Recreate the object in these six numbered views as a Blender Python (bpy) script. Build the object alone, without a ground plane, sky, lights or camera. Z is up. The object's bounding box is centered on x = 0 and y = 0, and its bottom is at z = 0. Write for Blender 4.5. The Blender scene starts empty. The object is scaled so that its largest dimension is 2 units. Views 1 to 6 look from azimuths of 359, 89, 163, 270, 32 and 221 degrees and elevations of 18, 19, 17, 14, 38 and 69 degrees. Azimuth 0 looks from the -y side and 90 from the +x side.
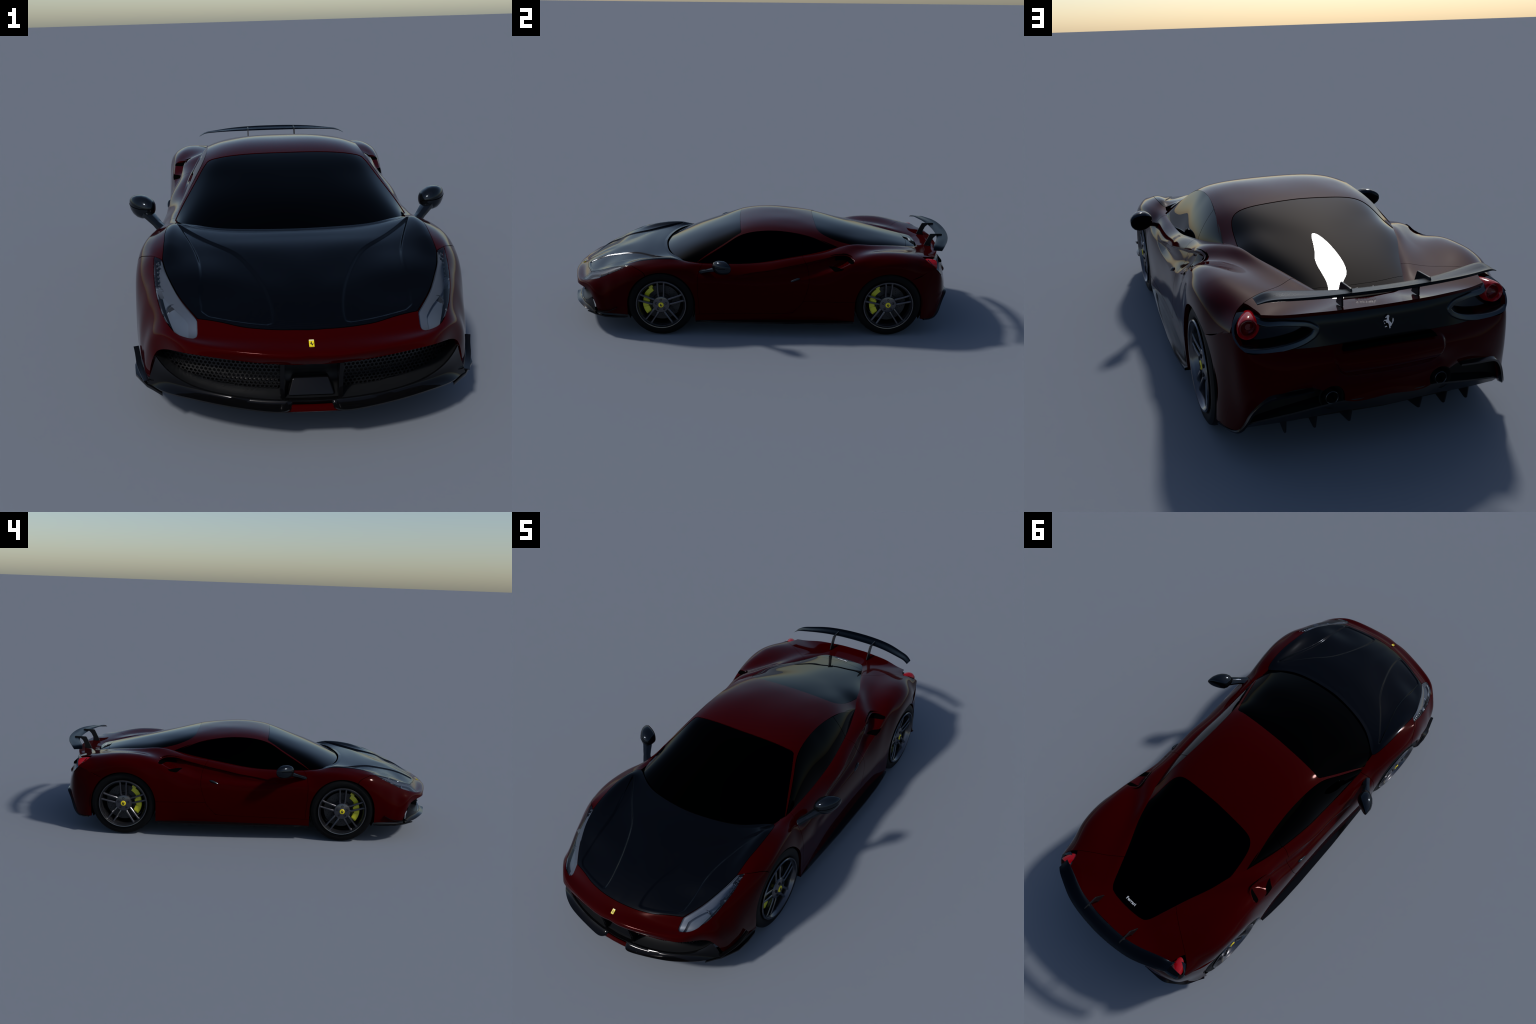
# Dark red mid-engined sports coupe with carbon bonnet, rear wing and split-spoke wheels.
# Frame: metres, z up, nose towards -y, length 2.00.
import bpy, bmesh, math, random
import numpy as np
from mathutils import Vector, Matrix

random.seed(7)
RNG = np.random.default_rng(7)

# ------------------------------------------------------------------ materials
def new_mat(name):
    m = bpy.data.materials.new(name)
    m.use_nodes = True
    nt = m.node_tree
    return m, nt, nt.nodes["Principled BSDF"]

def setp(b, **kw):
    for k, v in kw.items():
        b.inputs[k.replace("_", " ")].default_value = v

def plain(name, col, rough=0.4, metal=0.0, coat=0.0, coat_rough=0.03, spec=0.5, grain=0.0, grain_scale=300.0, bump=0.0, tint=None, ior=1.5):
    m, nt, b = new_mat(name)
    if tint:
        b.inputs['IOR'].default_value = ior
        b.inputs['Specular Tint'].default_value = (*tint, 1)   # weak facing reflection, full at grazing angles
    setp(b, Base_Color=(*col, 1), Roughness=rough, Metallic=metal, Coat_Weight=coat, Coat_Roughness=coat_rough, Specular_IOR_Level=spec)
    if grain > 0 or bump > 0:
        tc = nt.nodes.new("ShaderNodeTexCoord")
        nz = nt.nodes.new("ShaderNodeTexNoise")
        nz.inputs["Scale"].default_value = grain_scale
        nz.inputs["Detail"].default_value = 3
        nt.links.new(tc.outputs["Object"], nz.inputs["Vector"])
        if grain > 0:
            rp = nt.nodes.new("ShaderNodeValToRGB")
            rp.color_ramp.elements[0].color = (*[c * (1 - grain) for c in col], 1)
            rp.color_ramp.elements[1].color = (*[min(1, c * (1 + grain)) for c in col], 1)
            rp.color_ramp.elements[0].position = 0.3
            rp.color_ramp.elements[1].position = 0.7
            nt.links.new(nz.outputs["Fac"], rp.inputs["Fac"])
            nt.links.new(rp.outputs["Color"], b.inputs["Base Color"])
        if bump > 0:
            bp = nt.nodes.new("ShaderNodeBump")
            bp.inputs["Strength"].default_value = bump
            bp.inputs["Distance"].default_value = 0.002
            nt.links.new(nz.outputs["Fac"], bp.inputs["Height"])
            nt.links.new(bp.outputs["Normal"], b.inputs["Normal"])
    return m

def carbon(name, lo, hi, scale=420.0, rough=0.25, coat=0.0, coat_rough=0.05, spec=0.2, metal=0.6):
    """2x2 twill: two crossed wave fields switched by a checker."""
    m, nt, b = new_mat(name)
    tc = nt.nodes.new("ShaderNodeTexCoord")
    ck = nt.nodes.new("ShaderNodeTexChecker")
    ck.inputs["Scale"].default_value = scale
    ck.inputs["Color1"].default_value = (*lo, 1)
    ck.inputs["Color2"].default_value = (*hi, 1)
    mp = nt.nodes.new("ShaderNodeMapping")
    mp.inputs["Rotation"].default_value = (0, 0, math.radians(45))
    nt.links.new(tc.outputs["Object"], mp.inputs["Vector"])
    nt.links.new(mp.outputs["Vector"], ck.inputs["Vector"])
    nt.links.new(ck.outputs["Color"], b.inputs["Base Color"])
    setp(b, Roughness=rough, Coat_Weight=coat, Coat_Roughness=coat_rough, Specular_IOR_Level=spec, Metallic=metal)
    return m

RED = (0.0235, 0.0001, 0.0003)
M = {}
M["paint"] = plain("red_paint", RED, rough=0.08, grain=0.05, grain_scale=900, tint=(.10, .04, .04), ior=1.36)
M["carbon"] = carbon("carbon_bonnet", (0.0035, 0.0045, 0.0070), (0.0060, 0.0075, 0.0105), rough=0.10, metal=0.75)
M["wing_carbon"] = carbon("carbon_wing", (0.004, 0.006, 0.009), (0.008, 0.011, 0.015), scale=380, rough=0.30, metal=1.0)
def add_bump(m, scale, strength, dist):
    nt = m.node_tree; b = nt.nodes["Principled BSDF"]
    tc = nt.nodes.new("ShaderNodeTexCoord"); nz = nt.nodes.new("ShaderNodeTexNoise"); bp = nt.nodes.new("ShaderNodeBump")
    nz.inputs["Scale"].default_value = scale
    bp.inputs["Strength"].default_value = strength; bp.inputs["Distance"].default_value = dist
    nt.links.new(tc.outputs["Object"], nz.inputs["Vector"]); nt.links.new(nz.outputs["Fac"], bp.inputs["Height"]); nt.links.new(bp.outputs["Normal"], b.inputs["Normal"])
add_bump(M["wing_carbon"], 420, .35, .0008)
M["glass"] = plain("tinted_glass", (0.0006, 0.0007, 0.0008), rough=0.0, metal=1.0)
M["dark_fill"] = plain("black_fill", (0.0008, 0.0008, 0.0008), rough=0.9, spec=0.0)  # near-black fill: darkness of gaps and openings put into the colour
M["gloss_black"] = plain("gloss_black_plastic", (0.0022, 0.0022, 0.0026), rough=0.12, spec=0.5, tint=(.3, .3, .32))
M["satin_black"] = plain("satin_black_plastic", (0.0065, 0.007, 0.008), rough=0.35, spec=0.5, tint=(.4, .4, .42))
M["mesh_black"] = plain("grille_mesh_black", (0.005, 0.005, 0.006), rough=0.25, spec=0.5)
M["tyre"] = plain("tyre_rubber", (0.0035, 0.0036, 0.0040), rough=0.55, spec=0.25, grain=0.2, grain_scale=500, tint=(.2, .2, .2))
M["rim"] = plain("gunmetal_alloy", (0.085, 0.085, 0.095), rough=0.22, metal=0.9, coat=0.4)
M["rim_dark"] = plain("dark_alloy", (0.03, 0.03, 0.034), rough=0.35, metal=0.7)
M["disc"] = plain("brake_disc_iron", (0.022, 0.022, 0.025), rough=0.4, metal=0.4)
M["caliper"] = plain("yellow_caliper", (0.52, 0.50, 0.004), rough=0.35, coat=0.5)
M["yellow"] = plain("yellow_enamel", (0.78, 0.62, 0.004), rough=0.3, coat=0.5)
M["badge_black"] = plain("badge_black", (0.004, 0.004, 0.004), rough=0.4)
M["chrome"] = plain("chrome", (0.75, 0.76, 0.78), rough=0.08, metal=1.0)
M["mirror_shell"] = carbon("carbon_mirror", (0.014, 0.018, 0.023), (0.026, 0.032, 0.040), scale=500, rough=0.12, metal=0.85)
M["lamp_red"] = plain("red_lamp", (0.26, 0.002, 0.006), rough=0.10, spec=0.4)
M["lamp_dark_red"] = plain("dark_red_lamp", (0.09, 0.001, 0.002), rough=0.12, spec=0.4)
M["lamp_house"] = plain("lamp_housing_grey", (0.10, 0.112, 0.135), rough=0.25, metal=0.3, coat=0.6)
M["lamp_house_dark"] = plain("lamp_housing_dark", (0.085, 0.10, 0.125), rough=0.25, coat=0.6)
M["lamp_chrome"] = plain("lamp_chrome", (0.32, 0.33, 0.36), rough=0.15, metal=0.9)
M["panel_dark"] = plain("tail_panel_dark", (0.008, 0.010, 0.012), rough=0.16, metal=0.7, spec=0.2)
M["bezel"] = plain("lamp_bezel_grey", (0.030, 0.038, 0.046), rough=0.2, metal=0.8)
M["exhaust"] = plain("exhaust_steel", (0.05, 0.05, 0.055), rough=0.25, metal=0.9)
M["under"] = plain("underbody_black", (0.004, 0.004, 0.004), rough=0.7, spec=0.2)
M["white"] = plain("white_mark", (0.6, 0.62, 0.65), rough=0.4)
M["handle"] = plain("grey_handle", (0.022, 0.027, 0.033), rough=0.2, metal=0.8)
def lens_mat():
    m = bpy.data.materials.new("headlight_lens")
    m.use_nodes = True
    nt = m.node_tree
    nt.nodes.clear()
    out = nt.nodes.new("ShaderNodeOutputMaterial")
    mix = nt.nodes.new("ShaderNodeMixShader")
    tr = nt.nodes.new("ShaderNodeBsdfTransparent")
    tr.inputs["Color"].default_value = (0.86, 0.9, 0.95, 1)
    gl = nt.nodes.new("ShaderNodeBsdfGlossy")
    gl.inputs["Roughness"].default_value = 0.03
    fr = nt.nodes.new("ShaderNodeFresnel")
    fr.inputs["IOR"].default_value = 1.5
    nt.links.new(fr.outputs[0], mix.inputs[0])
    nt.links.new(tr.outputs[0], mix.inputs[1])
    nt.links.new(gl.outputs[0], mix.inputs[2])
    nt.links.new(mix.outputs[0], out.inputs[0])
    return m
M["lens"] = lens_mat()

# ------------------------------------------------------------------ scene tree
def empty(name, parent=None, loc=(0, 0, 0)):
    o = bpy.data.objects.new(name, None)
    bpy.context.collection.objects.link(o)
    o.location = loc
    if parent: o.parent = parent
    return o

car = empty("sports_car")
car["label"] = "dark red sports coupe, carbon bonnet, black glass, rear wing"
car["category"] = "sports car"

# ------------------------------------------------------------------ surface engine
class Surf:
    """triangle soup with shared vertices and per-vertex normals"""
    def __init__(s, v, f, n=None):
        s.v = np.asarray(v, float); s.f = np.asarray(f, int)
        s.n = s.normals() if n is None else n
    def normals(s):
        n = np.zeros_like(s.v)
        a, b, c = (s.v[s.f[:, i]] for i in range(3))
        fn = np.cross(b - a, c - a)
        for i in range(3): np.add.at(n, s.f[:, i], fn)
        l = np.linalg.norm(n, axis=1, keepdims=True); l[l == 0] = 1
        return n / l
    def keep(s, fn):
        """keep the part where fn(v) < 0, cutting triangles along fn = 0"""
        if len(s.f) == 0: return s
        d = fn(s.v)
        d = np.where(np.abs(d) < 1e-9, 1e-9, d)
        ins = d < 0
        cnt = ins[s.f].sum(1)
        V = [s.v]; N = [s.n]; F = [s.f[cnt == 3]]
        nv = len(s.v); ed = {}
        mix = s.f[(cnt == 1) | (cnt == 2)]
        newv = []; newn = []; out = []
        def cut(i, j):
            nonlocal nv
            k = (i, j) if i < j else (j, i)
            if k in ed: return ed[k]
            t = d[i] / (d[i] - d[j])
            newv.append(s.v[i] + t * (s.v[j] - s.v[i]))
            m = s.n[i] + t * (s.n[j] - s.n[i]); newn.append(m / max(1e-9, np.linalg.norm(m)))
            ed[k] = nv; nv += 1
            return nv - 1
        for tri in mix:
            a, b, c = tri
            for _ in range(3):
                if ins[a] and not ins[b] and not ins[c]:
                    out.append((a, cut(a, b), cut(a, c))); break
                if ins[a] and ins[b] and not ins[c]:
                    q = cut(b, c); r = cut(a, c)
                    out.append((a, b, q)); out.append((a, q, r)); break
                a, b, c = b, c, a
        if newv:
            V.append(np.array(newv)); N.append(np.array(newn)); F.append(np.array(out))
        v = np.concatenate(V); n = np.concatenate(N); f = np.concatenate(F)
        return Surf(v, f, n).compact()
    def drop(s, fn): return s.keep(lambda v: -fn(v))
    def compact(s):
        used = np.zeros(len(s.v), bool); used[s.f.ravel()] = True
        idx = np.cumsum(used) - 1
        s.v = s.v[used]; s.n = s.n[used]; s.f = idx[s.f]
        return s
    def offset(s, d): return Surf(s.v + s.n * d, s.f, s.n.copy())
    def mirror(s):
        k = np.array([-1, 1, 1.0])
        return Surf(s.v * k, s.f[:, ::-1], s.n * k)
    def join(s, o):
        return Surf(np.concatenate([s.v, o.v]), np.concatenate([s.f, o.f + len(s.v)]), np.concatenate([s.n, o.n]))
    def rim(s, depth, skip=None):
        """fold the open border inwards so that the panel shows its thickness"""
        e = np.concatenate([s.f[:, [0, 1]], s.f[:, [1, 2]], s.f[:, [2, 0]]])
        key = np.sort(e, 1); k = key[:, 0] * (len(s.v) + 1) + key[:, 1]
        u, inv, c = np.unique(k, return_inverse=True, return_counts=True)
        b = e[c[inv] == 1]
        if skip is not None:
            b = b[~(skip(s.v[b[:, 0]]) & skip(s.v[b[:, 1]]))]
        if len(b) == 0: return s
        p0, p1 = s.v[b[:, 0]], s.v[b[:, 1]]
        n0, n1 = s.n[b[:, 0]], s.n[b[:, 1]]
        q0, q1 = p0 - n0 * depth, p1 - n1 * depth
        m = len(b); base = len(s.v)
        v = np.concatenate([s.v, p0, p1, q0, q1])
        fn = np.cross(p1 - p0, q0 - p0); fn = -fn / np.maximum(1e-12, np.linalg.norm(fn, axis=1, keepdims=True))
        n = np.concatenate([s.n, fn, fn, fn, fn])
        i = np.arange(m) + base
        f = np.concatenate([s.f, np.stack([i + m, i, i + 2 * m], 1), np.stack([i + m, i + 2 * m, i + 3 * m], 1)])
        return Surf(v, f, n)

def natural(t, P, tq):
    """natural cubic spline through P (k, ...) at parameters t, sampled at tq"""
    k = len(t); h = np.diff(t)
    A = np.zeros((k, k)); R = np.zeros_like(P)
    A[0, 0] = A[-1, -1] = 1
    for i in range(1, k - 1):
        A[i, i - 1] = h[i - 1]; A[i, i] = 2 * (h[i - 1] + h[i]); A[i, i + 1] = h[i]
        R[i] = 6 * ((P[i + 1] - P[i]) / h[i] - (P[i] - P[i - 1]) / h[i - 1])
    S = np.linalg.solve(A, R.reshape(k, -1)).reshape(P.shape)
    j = np.clip(np.searchsorted(t, tq, side="right") - 1, 0, k - 2)
    sh = (-1,) + (1,) * (P.ndim - 1)
    a = ((t[j + 1] - tq) / h[j]).reshape(sh); b = ((tq - t[j]) / h[j]).reshape(sh); hh = h[j].reshape(sh)
    return a * P[j] + b * P[j + 1] + ((a ** 3 - a) * S[j] + (b ** 3 - b) * S[j + 1]) * hh ** 2 / 6

def params(P, axis):
    d = np.linalg.norm(np.diff(P, axis=axis), axis=2) ** 0.75
    d = np.maximum(d.mean(axis=1 - axis), 1e-4)
    return np.concatenate([[0], np.cumsum(d)])

def spread(t, n):
    return np.interp(np.linspace(0, len(t) - 1, n), np.arange(len(t)), t) if False else np.linspace(t[0], t[-1], n)

def loft(net, nu, nv, centre=True):
    """smooth sheet through a control net; rows run along the car, columns outwards.
    With centre=True the sheet is reflected at x=0 while fitting, so it crosses the centre line flat."""
    P = np.array(net, float)
    if centre:
        L = P[:, :0:-1] * np.array([-1, 1, 1.0])
        P = np.concatenate([L, P], 1)
    tu = params(P, 0); tv = params(P, 1)
    lo = tv[len(tv) // 2] if centre else tv[0]
    Q = natural(tu, P, np.linspace(tu[0], tu[-1], nu))
    Q = natural(tv, Q.transpose(1, 0, 2), np.linspace(lo, tv[-1], nv)).transpose(1, 0, 2)
    if centre: Q[:, 0, 0] = 0
    return Q

def grid(Q, flip=False):
    nu, nv = Q.shape[:2]
    i = np.arange(nu * nv).reshape(nu, nv)
    a, b, c, d = i[:-1, :-1].ravel(), i[1:, :-1].ravel(), i[1:, 1:].ravel(), i[:-1, 1:].ravel()
    f = np.concatenate([np.stack([a, d, c], 1), np.stack([a, c, b], 1)])
    if flip: f = f[:, ::-1]
    s = Surf(Q.reshape(-1, 3), f)
    return s

def sdist(p, poly):
    """signed distance in 2D to a closed polygon, negative inside"""
    poly = np.asarray(poly, float)
    a = poly; b = np.roll(poly, -1, 0)
    best = np.full(len(p), 1e9); inside = np.zeros(len(p), bool)
    for (x0, y0), (x1, y1) in zip(a, b):
        ex, ey = x1 - x0, y1 - y0
        l = ex * ex + ey * ey
        if l < 1e-14: continue
        t = np.clip(((p[:, 0] - x0) * ex + (p[:, 1] - y0) * ey) / l, 0, 1)
        best = np.minimum(best, np.hypot(p[:, 0] - x0 - t * ex, p[:, 1] - y0 - t * ey))
        if y1 != y0:
            c = ((y0 > p[:, 1]) != (y1 > p[:, 1])) & (p[:, 0] < x0 + (p[:, 1] - y0) * ex / ey)
            inside ^= c
    return np.where(inside, -best, best)

def curve(pts, n=8):
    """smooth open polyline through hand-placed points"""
    P = np.array(pts, float)
    if len(P) < 3: return P
    t = np.concatenate([[0], np.cumsum(np.maximum(1e-6, np.linalg.norm(np.diff(P, axis=0), axis=1)) ** 0.6)])
    tq = np.unique(np.concatenate([np.linspace(t[i], t[i + 1], n + 1) for i in range(len(t) - 1)]))
    return natural(t, P, tq)

def corners(poly, r, n=6):
    """round the corners of a polygon"""
    P = [np.array(p, float) for p in poly]; out = []
    for i, p in enumerate(P):
        a, b = P[i - 1], P[(i + 1) % len(P)]
        d0, d1 = a - p, b - p
        l0, l1 = np.linalg.norm(d0), np.linalg.norm(d1)
        k = min(r, 0.45 * l0, 0.45 * l1)
        s, e = p + d0 / l0 * k, p + d1 / l1 * k
        for t in np.linspace(0, 1, n): out.append((1 - t) ** 2 * s + 2 * t * (1 - t) * p + t * t * e)
    return np.array(out)

XY = lambda v: np.stack([np.abs(v[:, 0]), v[:, 1]], 1)
YZ = lambda v: v[:, 1:3]
XZ = lambda v: np.stack([np.abs(v[:, 0]), v[:, 2]], 1)
smooth = lambda a, b, x: (lambda t: t * t * (3 - 2 * t))(np.clip((x - a) / (b - a), 0, 1))

def obj_from_surf(name, s, mat, parent, custom=True):
    me = bpy.data.meshes.new(name)
    me.vertices.add(len(s.v)); me.vertices.foreach_set("co", s.v.astype(np.float32).ravel())
    nf = len(s.f)
    me.loops.add(nf * 3); me.loops.foreach_set("vertex_index", s.f.astype(np.int32).ravel())
    me.polygons.add(nf)
    me.polygons.foreach_set("loop_start", np.arange(nf, dtype=np.int32) * 3)
    me.polygons.foreach_set("loop_total", np.full(nf, 3, np.int32))
    me.update(calc_edges=True)
    me.polygons.foreach_set("use_smooth", np.ones(nf, bool))
    if custom: me.normals_split_custom_set_from_vertices(s.n.astype(np.float32))
    me.materials.append(mat)
    o = bpy.data.objects.new(name, me)
    bpy.context.collection.objects.link(o)
    o.parent = parent
    return o

def obj_from_mesh(name, me, mat, parent, angle=35):
    me.materials.append(mat) if mat else None
    me.polygons.foreach_set("use_smooth", np.ones(len(me.polygons), bool))
    me.set_sharp_from_angle(angle=math.radians(angle))
    o = bpy.data.objects.new(name, me)
    bpy.context.collection.objects.link(o)
    if parent: o.parent = parent
    return o

def mesh_of(verts, faces, name="part"):
    me = bpy.data.meshes.new(name)
    me.from_pydata([tuple(map(float, v)) for v in verts], [], [tuple(map(int, f)) for f in faces])
    me.update()
    return me

def tidy(me, dist=1e-6):
    bm = bmesh.new(); bm.from_mesh(me)
    bmesh.ops.remove_doubles(bm, verts=bm.verts, dist=dist)
    bmesh.ops.recalc_face_normals(bm, faces=bm.faces)
    bm.to_mesh(me); bm.free(); me.update()
    return me

def merge(meshes, name="part"):
    V, F = [], []
    for me in meshes:
        b = len(V)
        V += [v.co[:] for v in me.vertices]
        F += [tuple(i + b for i in p.vertices) for p in me.polygons]
        bpy.data.meshes.remove(me)
    return mesh_of(V, F, name)

def prism(poly, lo, hi, axes=(0, 1, 2), name="part"):
    """extrude a 2D polygon: poly in axes[0],axes[1]; lo..hi along axes[2]"""
    n = len(poly); V = []
    for h in (lo, hi):
        for p in poly:
            q = [0, 0, 0]; q[axes[0]] = p[0]; q[axes[1]] = p[1]; q[axes[2]] = h
            V.append(q)
    F = [tuple(range(n))[::-1], tuple(range(n, 2 * n))] + [(i, (i + 1) % n, n + (i + 1) % n, n + i) for i in range(n)]
    return tidy(mesh_of(V, F, name))

def bevel(me, w, seg=2, angle=40):
    bm = bmesh.new(); bm.from_mesh(me)
    ed = [e for e in bm.edges if len(e.link_faces) == 2 and e.calc_face_angle(0) > math.radians(angle)]
    bmesh.ops.bevel(bm, geom=ed, offset=w, segments=seg, profile=0.6, affect="EDGES", clamp_overlap=True)
    bm.to_mesh(me); bm.free(); me.update()
    return me

def revolve(profile, seg=96, axis="x", name="part", a0=0.0, a1=2 * math.pi):
    """profile: (axial, radius) points; spun about the given axis"""
    V, F = [], []
    full = abs(a1 - a0 - 2 * math.pi) < 1e-6
    ns = seg if full else seg + 1
    for i in range(ns):
        a = a0 + (a1 - a0) * i / seg; c, s_ = math.cos(a), math.sin(a)
        for ax, r in profile:
            V.append((ax, r * c, r * s_) if axis == "x" else (r * c, ax, r * s_) if axis == "y" else (r * c, r * s_, ax))
    m = len(profile)
    for i in range(seg):
        j = (i + 1) % ns
        for k in range(m - 1):
            F.append((i * m + k, i * m + k + 1, j * m + k + 1, j * m + k))
    return tidy(mesh_of(V, F, name))

def sweep(path, section, up=(0, 0, 1), name="part", closed_section=True, caps=True, scale=None):
    """carry a 2D section (side, up) along a 3D path"""
    P = np.array(path, float); n = len(P); S = np.array(section, float); m = len(S)
    T = np.gradient(P, axis=0); T /= np.linalg.norm(T, axis=1, keepdims=True)
    V, F = [], []
    up = np.array(up, float)
    for i in range(n):
        side = np.cross(T[i], up); side /= np.linalg.norm(side)
        u = np.cross(side, T[i]); k = 1 if scale is None else scale[i]
        for q in S: V.append(P[i] + (side * q[0] + u * q[1]) * k)
    for i in range(n - 1):
        for k in range(m if closed_section else m - 1):
            l = (k + 1) % m
            F.append((i * m + k, i * m + l, (i + 1) * m + l, (i + 1) * m + k))
    if caps and closed_section:
        F.append(tuple(range(m))[::-1]); F.append(tuple(range((n - 1) * m, n * m)))
    return tidy(mesh_of(V, F, name))

def circle(r, n=10, sx=1, sy=1): return [(r * sx * math.cos(2 * math.pi * i / n), r * sy * math.sin(2 * math.pi * i / n)) for i in range(n)]

def mirrored(o, name=None):
    """left-right twin of an object with baked coordinates"""
    me = o.data.copy()
    q = me.copy(); bpy.data.meshes.remove(q)
    bm = bmesh.new(); bm.from_mesh(me)
    for v in bm.verts: v.co.x = -v.co.x
    bmesh.ops.reverse_faces(bm, faces=bm.faces)
    bm.to_mesh(me); bm.free(); me.update()
    t = bpy.data.objects.new(name or o.name.split(".")[0], me)
    bpy.context.collection.objects.link(t); t.parent = o.parent
    return t

# ------------------------------------------------------------------ body shell (right half, x >= 0)
# Columns: centre, bonnet inner crease, bonnet outer crease, bonnet edge / belt / glass edge,
# fender crown / door crease / haunch valley, shoulder / haunch crown, widest, lower, lower, bottom edge.
NOSE_SECTIONS = [
 # grille upper edge and cheek blade
 [(0,-.986,.210),(.085,-.983,.212),(.235,-.957,.225),(.285,-.931,.224),(.318,-.893,.214),(.343,-.867,.199),(.355,-.855,.178),(.363,-.844,.155),(.368,-.836,.133),(.371,-.829,.112)],
 # foremost nose crease
 [(0,-.9945,.236),(.085,-.9905,.2365),(.240,-.947,.245),(.298,-.911,.247),(.332,-.877,.241),(.358,-.850,.222),(.370,-.835,.192),(.377,-.822,.160),(.381,-.814,.133),(.383,-.806,.110)],
 # badge
 [(0,-.968,.2485),(.085,-.960,.251),(.250,-.917,.2505),(.300,-.888,.258),(.332,-.852,.260),(.362,-.815,.240),(.379,-.803,.200),(.386,-.795,.160),(.389,-.788,.133),(.390,-.780,.110)],
 # bonnet front edge
 [(0,-.935,.268),(.082,-.922,.2735),(.246,-.881,.279),(.300,-.838,.290),(.343,-.785,.300),(.375,-.768,.262),(.391,-.765,.210),(.397,-.760,.165),(.398,-.755,.135),(.398,-.750,.110)],
 [(0,-.840,.3115),(.088,-.829,.3145),(.2435,-.811,.308),(.312,-.765,.327),(.356,-.720,.330),(.387,-.715,.290),(.402,-.715,.230),(.407,-.710,.175),(.408,-.705,.138),(.407,-.700,.110)],
 [(0,-.755,.3395),(.110,-.757,.3345),(.245,-.750,.3345),(.326,-.722,.3415),(.366,-.672,.351),(.399,-.668,.310),(.412,-.668,.250),(.416,-.668,.185),(.416,-.668,.140),(.414,-.668,.112)],
 [(0,-.655,.3635),(.154,-.655,.3580),(.256,-.655,.3545),(.340,-.650,.3595),(.380,-.615,.358),(.409,-.612,.325),(.420,-.612,.270),(.422,-.612,.200),(.422,-.612,.150),(.420,-.612,.110)],
 [(0,-.570,.3725),(.215,-.565,.3690),(.281,-.560,.3715),(.344,-.545,.377),(.383,-.530,.366),(.409,-.530,.343),(.423,-.530,.290),(.424,-.530,.220),(.424,-.530,.150),(.422,-.530,.100)],
 [(0,-.490,.373),(.215,-.462,.3725),(.313,-.458,.379),(.343,-.455,.3775),(.378,-.440,.366),(.404,-.440,.338),(.419,-.440,.280),(.422,-.440,.210),(.421,-.440,.150),(.419,-.440,.090)],
]
CABIN_SECTIONS = [
 [(0,-.400,.358),(.180,-.400,.358),(.290,-.395,.366),(.339,-.390,.3695),(.372,-.375,.3575),(.399,-.375,.325),(.413,-.375,.265),(.417,-.375,.205),(.415,-.375,.145),(.416,-.375,.082)],
 [(0,-.300,.345),(.180,-.305,.345),(.280,-.310,.352),(.339,-.305,.362),(.366,-.312,.347),(.391,-.316,.320),(.408,-.318,.285),(.413,-.318,.220),(.411,-.315,.145),(.412,-.310,.077)],
 [(0,-.200,.345),(.180,-.200,.345),(.280,-.200,.350),(.3375,-.200,.3595),(.376,-.200,.334),(.393,-.200,.310),(.406,-.200,.280),(.411,-.200,.210),(.409,-.200,.145),(.408,-.200,.076)],
 [(0,-.050,.345),(.180,-.050,.345),(.280,-.050,.350),(.336,-.050,.361),(.384,-.050,.3235),(.392,-.050,.303),(.403,-.050,.270),(.408,-.050,.210),(.407,-.050,.145),(.405,-.050,.076)],
 [(0,.080,.350),(.180,.080,.350),(.270,.080,.360),(.333,.075,.3775),(.381,.080,.347),(.391,.080,.317),(.403,.080,.273),(.409,.080,.210),(.408,.080,.145),(.404,.080,.076)],
 [(0,.200,.370),(.180,.200,.370),(.260,.200,.380),(.321,.195,.396),(.366,.200,.368),(.391,.200,.325),(.406,.200,.278),(.412,.200,.210),(.411,.200,.145),(.404,.200,.076)],
 [(0,.300,.385),(.160,.300,.385),(.235,.300,.398),(.2985,.300,.412),(.356,.300,.390),(.394,.292,.316),(.409,.300,.270),(.415,.300,.210),(.414,.300,.145),(.406,.300,.077)],
 [(0,.390,.395),(.140,.390,.395),(.215,.390,.410),(.275,.392,.4285),(.347,.385,.4085),(.395,.390,.352),(.413,.390,.292),(.419,.390,.220),(.418,.390,.150),(.412,.390,.078)],
 [(0,.470,.395),(.130,.470,.395),(.200,.472,.410),(.250,.474,.4345),(.311,.470,.4110),(.385,.465,.393),(.411,.470,.345),(.422,.470,.262),(.424,.470,.165),(.421,.470,.078)],
]
TAIL_SECTIONS = [
 [(0,.560,.385),(.110,.560,.385),(.172,.560,.398),(.2195,.560,.4235),(.282,.560,.4120),(.366,.560,.4195),(.4120,.560,.384),(.4250,.560,.327),(.424,.560,.220),(.422,.560,.120)],
 [(0,.650,.378),(.090,.650,.378),(.142,.650,.388),(.188,.650,.4115),(.255,.650,.4100),(.350,.650,.4220),(.4065,.650,.3975),(.4240,.650,.349),(.422,.650,.240),(.418,.650,.150)],
 [(0,.745,.372),(.075,.745,.372),(.112,.745,.378),(.155,.742,.3985),(.228,.740,.4015),(.335,.735,.4130),(.3930,.735,.3915),(.4150,.735,.344),(.416,.735,.250),(.412,.735,.160)],
 [(0,.845,.376),(.055,.842,.377),(.090,.836,.379),(.140,.825,.3865),(.215,.815,.394),(.3235,.813,.3975),(.3695,.805,.3800),(.3970,.800,.343),(.404,.795,.270),(.402,.795,.180)],
 [(0,.942,.391),(.075,.940,.391),(.140,.932,.3895),(.200,.920,.388),(.268,.897,.3845),(.326,.878,.386),(.364,.868,.369),(.381,.880,.343),(.387,.880,.290),(.388,.880,.200)],
]
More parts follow.
